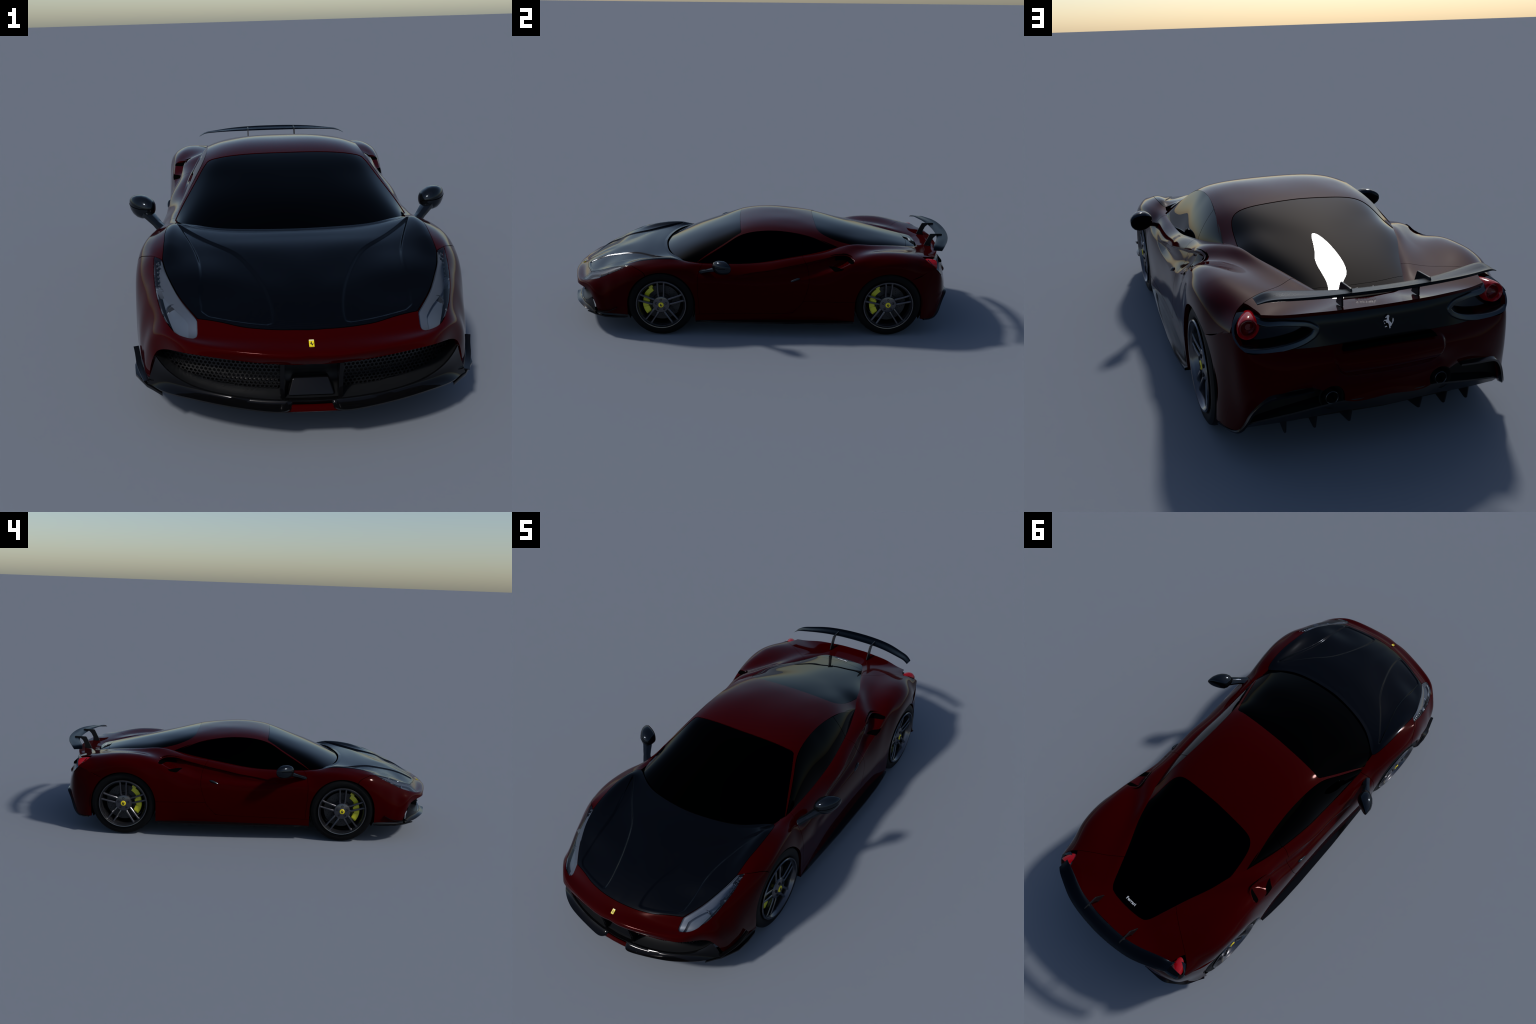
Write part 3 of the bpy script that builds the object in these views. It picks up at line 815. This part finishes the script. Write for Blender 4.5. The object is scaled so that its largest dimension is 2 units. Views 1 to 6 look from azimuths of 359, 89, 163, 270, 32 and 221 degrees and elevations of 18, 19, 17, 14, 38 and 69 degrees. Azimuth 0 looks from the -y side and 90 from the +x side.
# honeycomb: hexagonal frames on a curved sheet just inside the opening
def honeycomb(x0, x1):
    V, F = [], []
    p = .0098; dz = p * math.sqrt(3) / 2
    rows = int(.11 / dz) + 1
    for j in range(rows):
        for i in range(int((x1 - x0) / p) + 1):
            cx = x0 + (i + .5 * (j % 2)) * p; cz = .118 + j * dz
            if cx > x1 or cz > edge_z(cx) + .010 or cz < ridge_z(cx) + .004: continue
            b = len(V)
            for layer, rr in ((0, .577), (0, .40), (1, .40), (1, .577)):
                for k in range(6):
                    a = math.pi / 6 + k * math.pi / 3
                    x = cx + p * rr * math.cos(a); z = cz + p * rr * math.sin(a)
                    yy = ridge_y(min(x, .340)) + .052 - .10 * (z - .12) + .004 * layer
                    V.append((x, yy, z))
            for k in range(6):
                l = (k + 1) % 6
                F.append((b + k, b + l, b + 6 + l, b + 6 + k)); F.append((b + 6 + k, b + 6 + l, b + 12 + l, b + 12 + k))
    return mesh_of(V, F)
g1 = obj_from_mesh("grille_mesh", honeycomb(.072, .338), M["mesh_black"], front_bumper, 20); g1["kind"] = "stuff"
g2 = mirrored(g1); g2["kind"] = "stuff"
# dark backing and tray
xs = np.linspace(0, .352, 60)
back = np.stack([np.stack([xs, ridge_y(xs) + .066, edge_z(xs) + .012], 1), np.stack([xs, ridge_y(xs) + .070, np.full_like(xs, .160)], 1), np.stack([xs, ridge_y(xs) + .066, ridge_z(xs) + .002], 1),
                 np.stack([xs, ridge_y(xs) + .002, ridge_z(xs) - .0015], 1)], 1)
bk = grid(back, flip=True)
obj_from_surf("intake_backing", bk.join(bk.mirror()), M["satin_black"], front_bumper)
# uprights either side of the middle duct
up = []
for s in (1, -1):
    pl = [(-.986, .2105), (-.972, .180), (-.965, .150), (-.963, .116), (-.935, .116), (-.935, .212)]
    me = prism(pl, s * .064 - .005, s * .064 + .005, axes=(1, 2, 0)); bevel(me, .0015); up.append(me)
obj_from_mesh("intake_upright", merge(up), M["gloss_black"], front_bumper)
duct = prism(corners([(-.052, .121), (.052, .121), (.040, .156), (-.040, .156)], .006), -.957, -.92, axes=(0, 2, 1))
for v in duct.vertices: v.co.y += .55 * (v.co.z - .121) * (v.co.y < -.93)
bevel(duct, .003, 3)
obj_from_mesh("radar_cover", duct, M["gloss_black"], front_bumper)

# lip: ridge -> hollow face -> lower edge -> underside
LIP_LOW = curve([(.046,-.984,.1060),(.059,-.9985,.1070),(.097,-.9965,.1065),(.210,-.970,.1155),(.267,-.946,.1185),(.329,-.899,.1125),(.361,-.860,.1085),(.375,-.844,.1060)], 10)
def along(P, n):
    l = np.concatenate([[0], np.cumsum(np.linalg.norm(np.diff(P, axis=0), axis=1))])
    return np.stack([np.interp(np.linspace(0, l[-1], n), l, P[:, i]) for i in range(3)], 1)
lo = along(LIP_LOW, 90)
rx = np.interp(np.linspace(0, 1, 90), [0, .08, 1], [.040, .060, .3475])
rg = np.stack([rx, ridge_y(rx), ridge_z(rx)], 1)
mid = (lo + rg) / 2 + np.array([0, .006, -.001])
tray = rg + np.array([0, .008, -.0008])
edge2 = lo + np.array([0, .0025, -.0045])
under = np.stack([lo[:, 0] * .97, lo[:, 1] + .07, np.full(90, .098)], 1)
rows = np.stack([tray, rg + [0, .0015, .0005], rg, rg * .7 + mid * .3 + [0, .0015, 0], mid, lo * .8 + mid * .2 + [0, .001, 0], lo, edge2, under], 1)
lip = grid(rows, flip=True)
lp = obj_from_surf("splitter", lip.join(lip.mirror()), M["gloss_black"], front_bumper, custom=False)
lp.data.set_sharp_from_angle(angle=math.radians(40))
# ridge strip across the middle and the red chin below it
xm = np.linspace(-.066, .066, 30)
rm = np.stack([xm, ridge_y(xm), ridge_z(xm)], 1)
strip = np.stack([rm + [0, .02, -.001], rm + [0, .001, .0005], rm, rm + [0, .003, -.010], rm + [0, .012, -.012]], 1)
obj_from_surf("splitter_bridge", grid(strip, flip=True), M["gloss_black"], front_bumper)
chin = np.stack([rm + [0, .001, -.009], np.stack([xm, np.full(30, -.983) + .6 * xm ** 2, np.full(30, .1075)], 1), np.stack([xm, np.full(30, -.9865) + .8 * xm ** 2, np.full(30, .0975)], 1),
                 np.stack([xm, np.full(30, -.984), np.full(30, .0945)], 1), np.stack([xm, np.full(30, -.92), np.full(30, .094)], 1)], 1)
obj_from_surf("chin", grid(chin, flip=True), M["paint"], front_bumper)

# corner blades beside the lip
plate = [(.335,-.892),(.362,-.860),(.376,-.845),(.395,-.812),(.410,-.785),(.418,-.735),(.4180,-.690),(.411,-.673),(.372,-.673),(.345,-.80)]
can = prism(plate, .0965, .1035); bevel(can, .0015)
c1 = obj_from_mesh("corner_blade", can, M["gloss_black"], front_bumper); mirrored(c1)
fin_p = curve([(.373,-.852,.1175),(.3865,-.812,.1190),(.3985,-.775,.1255),(.4045,-.748,.1365),(.4105,-.727,.1500)], 8)
wl = sweep(fin_p, [(-.004, -.0012), (.009, -.0008), (.009, .0008), (-.004, .0012)], up=(0, 0, 1))
w1 = obj_from_mesh("winglet", wl, M["gloss_black"], front_bumper); mirrored(w1)
gap_low = np.stack([curve([(.371,-.831,.1145),(.383,-.806,.1125),(.398,-.750,.1120),(.4135,-.668,.1130)], 8), curve([(.371,-.838,.1025),(.386,-.812,.1025),(.402,-.755,.1020),(.4130,-.670,.1020)], 8)], 1)
gl_ = grid(gap_low); obj_from_surf("bumper_sill", gl_.join(gl_.mirror()), M["satin_black"], front_bumper)

# ------------------------------------------------------------------ headlights
lamp_parts = []
lens = lamp_skin.rim(.004)
for s in (lens, lens.mirror()):
    h = empty("headlight", car)
    obj_from_surf("headlight_lens", s, M["lens"], h)
    lamp_parts.append(h)
bowl = lamp_skin.offset(-.012)
# housing: pale inner shelf next to the bonnet, dark bowl outside it
SHELF = curve([(.3445,-.660),(.3385,-.727),(.3225,-.795),(.292,-.838),(.266,-.876)], 6)
shelf_x = lambda y: np.interp(y, SHELF[::-1, 1], SHELF[::-1, 0])
sh = lambda v: np.abs(v[:, 0]) - shelf_x(v[:, 1])
pale = bowl.keep(sh).offset(.006); dark = bowl.drop(sh).offset(-.006)
def bez(s): return s.rim(.02)
for h, fn in zip(lamp_parts, (lambda s: s, lambda s: s.mirror())):
    obj_from_surf("lamp_shelf", fn(bez(pale)), M["lamp_house"], h)
    obj_from_surf("lamp_bowl", fn(bez(dark)), M["lamp_house_dark"], h)
def lamp_detail(sx, h):
    me = revolve([(0, .0), (-.001, .010), (.002, .0125), (.0, .0165), (-.003, .0165)], 32, axis="y")
    for v in me.vertices: v.co.x += sx * .306; v.co.y += -.818; v.co.z += .276
    obj_from_mesh("projector", me, M["lamp_chrome"], h)
    dots = []
    for i in range(6):
        t = i / 5
        for k in (0, 1):
            b = revolve([(-.0022, 0), (-.0016, .0018), (0, .0026), (.002, .0028)], 12, axis="y")
            x = .3535 - .010 * t - .0085 * k * (0.4 + .6 * t); y = -.673 - .068 * t; z = .342 - .031 * t + .003 * k
            for v in b.vertices: v.co.x += sx * x; v.co.y += y - .001; v.co.z += z + .001
            dots.append(b)
    o = obj_from_mesh("led_row", merge(dots), M["lamp_chrome"], h); o["kind"] = "stuff"
    blk = prism([(.331,-.775),(.349,-.765),(.350,-.752),(.335,-.752)], .288, .312); bevel(blk, .002)
    if sx < 0:
        for v in blk.vertices: v.co.x *= -1
        tidy(blk)
    obj_from_mesh("indicator_block", blk, M["lamp_house"], h)
lamp_detail(1, lamp_parts[0]); lamp_detail(-1, lamp_parts[1])

# ------------------------------------------------------------------ tail panel, lamps
PANEL = [
 [(0,.936,.3870),(.100,.933,.3860),(.200,.913,.3840),(.270,.890,.3800),(.312,.866,.3815),(.336,.842,.3845),(.3515,.8385,.3835)],
 [(0,.943,.368),(.100,.940,.368),(.200,.920,.367),(.270,.899,.366),(.318,.880,.367),(.348,.860,.372),(.3665,.858,.3695)],
 [(0,.947,.346),(.100,.944,.346),(.200,.925,.346),(.270,.907,.346),(.322,.893,.346),(.356,.878,.349),(.3745,.878,.3495)],
 [(0,.950,.325),(.100,.946,.325),(.200,.931,.325),(.270,.917,.325),(.320,.908,.325),(.352,.900,.326),(.3685,.8985,.3265)],
 [(0,.952,.3065),(.100,.949,.3060),(.200,.937,.3050),(.270,.927,.3045),(.312,.9215,.3045),(.341,.9165,.3080),(.3530,.9130,.3105)],
]
pq = loft(PANEL, 100, 220)
BAY = np.concatenate([curve([(.186,.3465),(.197,.353),(.225,.3565),(.262,.3585),(.300,.3600),(.330,.372),(.350,.374)]), curve([(.362,.362),(.3665,.346),(.3605,.326),(.350,.3185),(.320,.3135),(.280,.3145),(.240,.3200),(.210,.3290),(.192,.339)])])
PX, PZ = pq[..., 0], pq[..., 2]
d = sdist(np.stack([PX.ravel(), PZ.ravel()], 1), BAY).reshape(PX.shape)
ringw = smooth(.016, .011, d) * smooth(.0, .004, d)
pq = pq.copy()
pq[..., 1] += .0030 * smooth(.015, .011, d)
pq[..., 1] -= .034 * smooth(.002, -.010, d)
pan = grid(pq)
if pan.n[np.argmax(pan.v[:, 1]), 1] < 0: pan = grid(pq, flip=True)
BEZ = lambda v: sdist(XZ(v), BAY)
bez_in = pan.keep(lambda v: BEZ(v) + .001)
bez_ring = pan.keep(lambda v: np.maximum(BEZ(v) - .0135, -(BEZ(v) + .001)))
flat_p = pan.keep(lambda v: -(BEZ(v) - .0135))
tail_panel = obj_from_surf("tail_panel", flat_p.join(flat_p.mirror()), M["panel_dark"], car)
obj_from_surf("lamp_bezel", bez_ring.join(bez_ring.mirror()), M["bezel"], tail_panel)
obj_from_surf("lamp_bay", bez_in.join(bez_in.mirror()), M["gloss_black"], tail_panel)
for sx in (1, -1):
    t = empty("tail_light", car)
    c = (sx * .3365, 0, .3545)
    shellm = revolve([(.815, .016), (.821, .0250), (.835, .0285), (.850, .0300), (.872, .0295), (.880, .0285), (.887, .0262), (.888, .0245), (.884, .0215), (.878, .0205)], 48, axis="y")
    core = revolve([(.879, .0212), (.880, .0180), (.872, .0165), (.868, .012), (.872, .008), (.8725, 0)], 48, axis="y")
    for me in (shellm, core):
        for v in me.vertices:
            v.co.x += c[0] + sx * .34 * (v.co.y - .886); v.co.z += c[2] - .03 * (v.co.y - .886)
    obj_from_mesh("lamp_ring", shellm, M["lamp_red"], t)
    obj_from_mesh("lamp_core", core, M["lamp_dark_red"], t)
hm = flat_prisms([(p * [-1, 1] - [0, .5]) * .036 + [0, .3475] for p in horse_unit], .9455, .951, (0, 2, 1))
obj_from_mesh("horse_emblem", hm, M["chrome"], tail_panel)
# solid dark bar standing in for the black slit under the panel
slot_bar = prism([(-.125,.298),(.125,.298),(.118,.3085),(-.118,.3085)], .940, .9715, axes=(0, 2, 1))
obj_from_mesh("plate_dark_bar", slot_bar, M["dark_fill"], tail_panel)

# ------------------------------------------------------------------ diffuser, exhausts
LIPR = curve([(.352,.900,.112),(.335,.912,.121),(.250,.937,.140),(.170,.951,.1545),(.117,.957,.1595),(.060,.963,.1605),(0,.965,.1605)], 10)
a = along(LIPR, 100)
top_in = a * [1, 1, 1] + [0, -.055, .004]
face = a + [0, .0005, -.004]
low = a + np.stack([np.zeros(100), np.interp(a[:, 0], [0, .1, .18, .256, .35], [0, -.003, -.018, -.024, -.024]), np.interp(a[:, 0], [0, .1, .18, .256, .35], [-.028, -.029, -.036, -.034, -.025])], 1)
deep = np.stack([a[:, 0], np.full(100, .78), np.full(100, .088)], 1)
ds = grid(np.stack([top_in, a, face, low, deep], 1))
if ds.n[250, 1] < 0: ds = grid(np.stack([top_in, a, face, low, deep], 1), flip=True)
diffuser = obj_from_surf("diffuser", ds.join(ds.mirror()), M["satin_black"], car, custom=False)
diffuser.data.set_sharp_from_angle(angle=math.radians(30))
wall = np.stack([np.stack([np.linspace(.36, 0, 60), np.interp(np.linspace(.36, 0, 60), [0, .2, .36], [.915, .905, .885]), np.full(60, z)], 1) for z in (.215, .10)], 1)
wl = grid(wall); obj_from_surf("diffuser_wall", wl.join(wl.mirror()), M["under"], diffuser)
for xf, tail, foot, toe in ((.257, (.913,.108), (.902,.066), (.861,.078)), (.182, (.931,.118), (.914,.072), (.868,.080)), (.097, (.955,.133), (.935,.085), (.866,.078))):
    fp = corners([(toe[0], toe[1] + .035), (tail[0] - .004, tail[1] + .004), tail, (foot[0] + .004, foot[1] + .003), (foot[0] - .006, foot[1]), toe], .004, 3)
    me = prism(fp, xf - .002, xf + .002, axes=(1, 2, 0)); bevel(me, .0006, 1)
    o = obj_from_mesh("diffuser_fin", me, M["satin_black"], diffuser); mirrored(o)
ex = revolve([(.88, .0175), (.950, .0175), (.953, .0170), (.954, .0160), (.953, .0150), (.90, .0148), (.90, 0)], 40, axis="y")
exc = revolve([(.945, .0325), (.950, .031), (.925, .0215), (.89, .020)], 40, axis="y")
for v in ex.vertices: v.co.x += .149; v.co.z += .171
for v in exc.vertices: v.co.x += .149; v.co.z += .171
e1 = obj_from_mesh("exhaust_pipe", ex, M["exhaust"], car); mirrored(e1)
e2 = obj_from_mesh("exhaust_shroud", exc, M["under"], car); mirrored(e2)
TRIM = curve([(.4080,.8270,.0900),(.3900,.8560,.0850),(.3690,.8960,.0955),(.3450,.9235,.1490),(.3250,.9400,.1790),(.3030,.9535,.1975),(.2600,.9590,.2020),(.2000,.9610,.2050)], 10)
tm = sweep(TRIM, [(-.006, -.004), (.005, -.004), (.006, .002), (-.006, .004)], up=(.3, .2, 1))
t1 = obj_from_mesh("bumper_trim", tm, M["gloss_black"], rear_bumper); mirrored(t1)

# ------------------------------------------------------------------ wing
LEAD = curve([(0,.942,.4400),(.109,.935,.4405),(.200,.912,.4425),(.266,.888,.4430),(.297,.879,.4395),(.318,.8735,.4285)], 12)
TRAIL = curve([(0,.9985,.4515),(.062,.996,.4515),(.180,.978,.4480),(.255,.950,.4425),(.294,.933,.4380),(.3185,.918,.4275)], 12)
Lw, Tw = along(LEAD, 90), along(TRAIL, 90)
sec = [(0, 0), (.04, .0018), (.25, .0022), (.55, -.0005), (.75, -.0022), (.88, -.0012), (1, .0008), (1.01, -.0060), (.94, -.0085), (.88, -.0075), (.5, -.0055), (.15, -.0030), (.03, -.0018)]
rows = np.stack([Lw * (1 - t) + Tw * t + np.array([0, 0, h]) * np.interp(Lw[:, 0], [0, .28, .319], [1, .8, .3])[:, None] for t, h in sec] , 1)
rows = np.concatenate([rows, rows[:, :1]], 1)
ws = grid(rows)
if ws.n[np.argmax(ws.v[:, 2]), 2] < 0: ws = grid(rows, flip=True)
wing = obj_from_surf("wing", ws.join(ws.mirror()), M["wing_carbon"], car, custom=False)
wing.data.set_sharp_from_angle(angle=math.radians(35))
SUP = corners([(.872,.386),(.902,.4505),(.964,.4525),(.968,.4445),(.957,.4370),(.937,.4430),(.922,.4300),(.910,.4050),(.911,.386)], .004, 4)
sp = prism(SUP, .1005, .1055, axes=(1, 2, 0)); bevel(sp, .0008, 1)
s1 = obj_from_mesh("wing_support", sp, M["satin_black"], wing); mirrored(s1)

# ------------------------------------------------------------------ mirrors
MIRROR = [  # x, front y, rear y, low z, high z : stations from the stalk outwards
 (.4040,-.2220,-.1960,.3660,.3840),(.4070,-.2340,-.1890,.3580,.3920),(.4150,-.2415,-.1810,.3510,.4000),(.4300,-.2430,-.1730,.3440,.4085),(.4450,-.2380,-.1660,.3415,.4115),
 (.4600,-.2270,-.1590,.3440,.4105),(.4730,-.2110,-.1530,.3510,.4060),(.4820,-.1940,-.1500,.3610,.4000),(.4865,-.1790,-.1490,.3710,.3935),(.4875,-.1700,-.1510,.3780,.3880)]
def mirror_shell():
    V, F, n = [], [], 36
    for (x, yf, yr, z0, z1) in MIRROR:
        yc, ry, zc, rz = (yf + yr) / 2, (yr - yf) / 2, (z0 + z1) / 2, (z1 - z0) / 2
        for k in range(n):
            a = 2 * math.pi * k / n; c, s_ = math.cos(a), math.sin(a)
            e = .45 if c > 0 else .95            # flat behind, round in front
            V.append((x, yc + math.copysign(abs(c) ** e, c) * ry, zc + math.copysign(abs(s_) ** .85, s_) * rz))
    m = len(MIRROR)
    for i in range(m - 1):
        for k in range(n):
            l = (k + 1) % n
            F.append((i * n + k, i * n + l, (i + 1) * n + l, (i + 1) * n + k))
    F += [tuple(range(n)), tuple(range((m - 1) * n, m * n))]
    return tidy(mesh_of(V, F))
def mirror_pane():
    S = np.array(MIRROR); xs = np.linspace(.4105, .4830, 24)
    f = lambda i: np.interp(xs, S[:, 0], S[:, i])
    zc, rz, yr = (f(3) + f(4)) / 2, (f(4) - f(3)) / 2, f(2)
    q = np.stack([np.stack([xs, yr + .0006 - .0020 * abs(t) ** 3, zc + t * rz * .72], 1) for t in np.linspace(-1, 1, 9)], 1)
    sf = grid(q)
    return mesh_of(sf.v, sf.f)
for sx in (1, -1):
    mm = empty("wing_mirror", car)
    me, gm = mirror_shell(), mirror_pane()
    path = curve([(.370,-.300,.3285),(.390,-.277,.3400),(.408,-.252,.3510),(.426,-.225,.3610)], 6)
    sk = sweep(path, [(-.021, -.009), (-.004, -.0135), (.017, -.010), (.019, .003), (.004, .0115), (-.019, .007)], up=(-.25, 0, 1), scale=np.interp(np.linspace(0, 1, len(path)), [0, .4, 1], [.95, .78, 1.0]))
    bevel(sk, .0015, 2)
    S = np.array(MIRROR); xs = np.linspace(.408, .4868, 24)
    sm = sweep(np.stack([xs, np.interp(xs, S[:, 0], S[:, 1]) - .0001, np.interp(xs, S[:, 0], (S[:, 3] + S[:, 4]) / 2) + .001], 1), circle(.0011, 6))
    for q in (me, gm, sk, sm):
        if sx < 0:
            for v in q.vertices: v.co.x *= -1
        tidy(q)
    sh_ = obj_from_mesh("mirror_shell", me, M["mirror_shell"], mm, 50)
    obj_from_mesh("mirror_glass", gm, M["gloss_black"], mm)
    obj_from_mesh("mirror_stalk", sk, M["mirror_shell"], mm, 40)
    obj_from_mesh("mirror_seam", sm, M["dark_fill"], mm)

# ------------------------------------------------------------------ small parts on the flanks
hp = curve([(.3965,.146,.2850),(.3985,.158,.2905),(.3985,.178,.2985),(.3955,.193,.3025)], 6)
hd = sweep(hp, circle(.0055, 10, 1, 1.1), up=(1, 0, 0), scale=np.interp(np.linspace(0, 1, len(hp)), [0, .15, .8, 1], [.5, 1, 1.15, .6]))
for d_, o_ in zip(doors, (0, 1)):
    me = hd if o_ == 0 else hd.copy()
    if o_ == 1:
        for v in me.vertices: v.co.x *= -1
        tidy(me)
    obj_from_mesh("door_handle", me, M["handle"] if not me.materials else None, d_)
# skirt blade
BL = np.linspace(0, 1, 60)
yb = -.331 + BL * .797
xo = np.interp(yb, [-.331, -.26, -.02, .22, .34, .42, .466], [.413, .417, .431, .4385, .4385, .434, .429])
xi = np.full(60, .36)
bl = np.stack([np.stack([xi, yb, np.full(60, .083)], 1), np.stack([np.interp(yb, [-.33, .1, .47], [.414, .423, .427]), yb, np.full(60, .081)], 1), np.stack([xo, yb, np.full(60, .0795)], 1), np.stack([xo, yb, np.full(60, .0720)], 1), np.stack([xi, yb, np.full(60, .0690)], 1)], 1)
b_ = grid(bl)
if b_.n[b_.v[:, 2].argmax(), 2] < 0: b_ = grid(bl, flip=True)
for s, par in zip((b_, b_.mirror()), skirts):
    o = obj_from_surf("skirt_blade", s, M["gloss_black"], par, custom=False); o.data.set_sharp_from_angle(angle=math.radians(40))
# ------------------------------------------------------------------ marks
bd = corners([(-.0055, -.0095), (.0055, -.0095), (.0055, .0095), (-.0055, .0095)], .0012, 3)
def on_nose(me):
    # tilt from flat (x, y up) onto the nose slope at the badge
    R = Matrix.Translation((0, -.9685, .2495)) @ Matrix.Rotation(math.radians(32), 4, "X")
    me.transform(R); me.update(); return me
badge = empty("nose_badge", car)
obj_from_mesh("badge_plate", on_nose(prism(bd, -.001, .0016)), M["yellow"], badge)
obj_from_mesh("badge_horse", on_nose(flat_prisms([(p * [1, 1] - [0, .5]) * .0105 + [0, -.001] for p in horse_unit], .0014, .0020, (0, 1, 2))), M["badge_black"], badge)
obj_from_mesh("badge_bar", on_nose(prism([(-.005, .0070), (.005, .0070), (.005, .0088), (-.005, .0088)], .0014, .0019)), M["white"], badge)
obj_from_mesh("badge_base_line", on_nose(prism([(-.0045, -.0082), (.0045, -.0082), (.0045, -.0076), (-.0045, -.0076)], .0014, .0019)), M["badge_black"], badge)

tc_ = bpy.data.curves.new("script", "FONT"); tc_.body = "Ferrari"; tc_.size = .0180; tc_.extrude = .0006; tc_.offset = .00035; tc_.align_x = "CENTER"; tc_.space_character = 1.05
to = bpy.data.objects.new("tmp_script", tc_); bpy.context.collection.objects.link(to)
bpy.context.view_layer.update()
tm_ = bpy.data.meshes.new_from_object(to.evaluated_get(bpy.context.evaluated_depsgraph_get()))
bpy.data.objects.remove(to)
tm_.transform(Matrix.Translation((0, .819, .3862)) @ Matrix.Rotation(math.radians(-14.5), 4, "X") @ Matrix.Rotation(math.pi, 4, "Z")); 
tm_.materials.clear()
obj_from_mesh("script_lettering", tm_, M["white"], car)

# ------------------------------------------------------------------ floor
fl = corners([(-.29,-.86),(.29,-.86),(.33,-.70),(.22,-.68),(.22,-.33),(.40,-.32),(.405,.455),(.22,.465),(.22,.80),(-.22,.80),(-.22,.465),(-.405,.455),(-.40,-.32),(-.22,-.33),(-.22,-.68),(-.33,-.70)], .01, 3)
obj_from_mesh("floor_pan", flat_prisms([fl], .080, .12, (0, 1, 2)), M["under"], car)
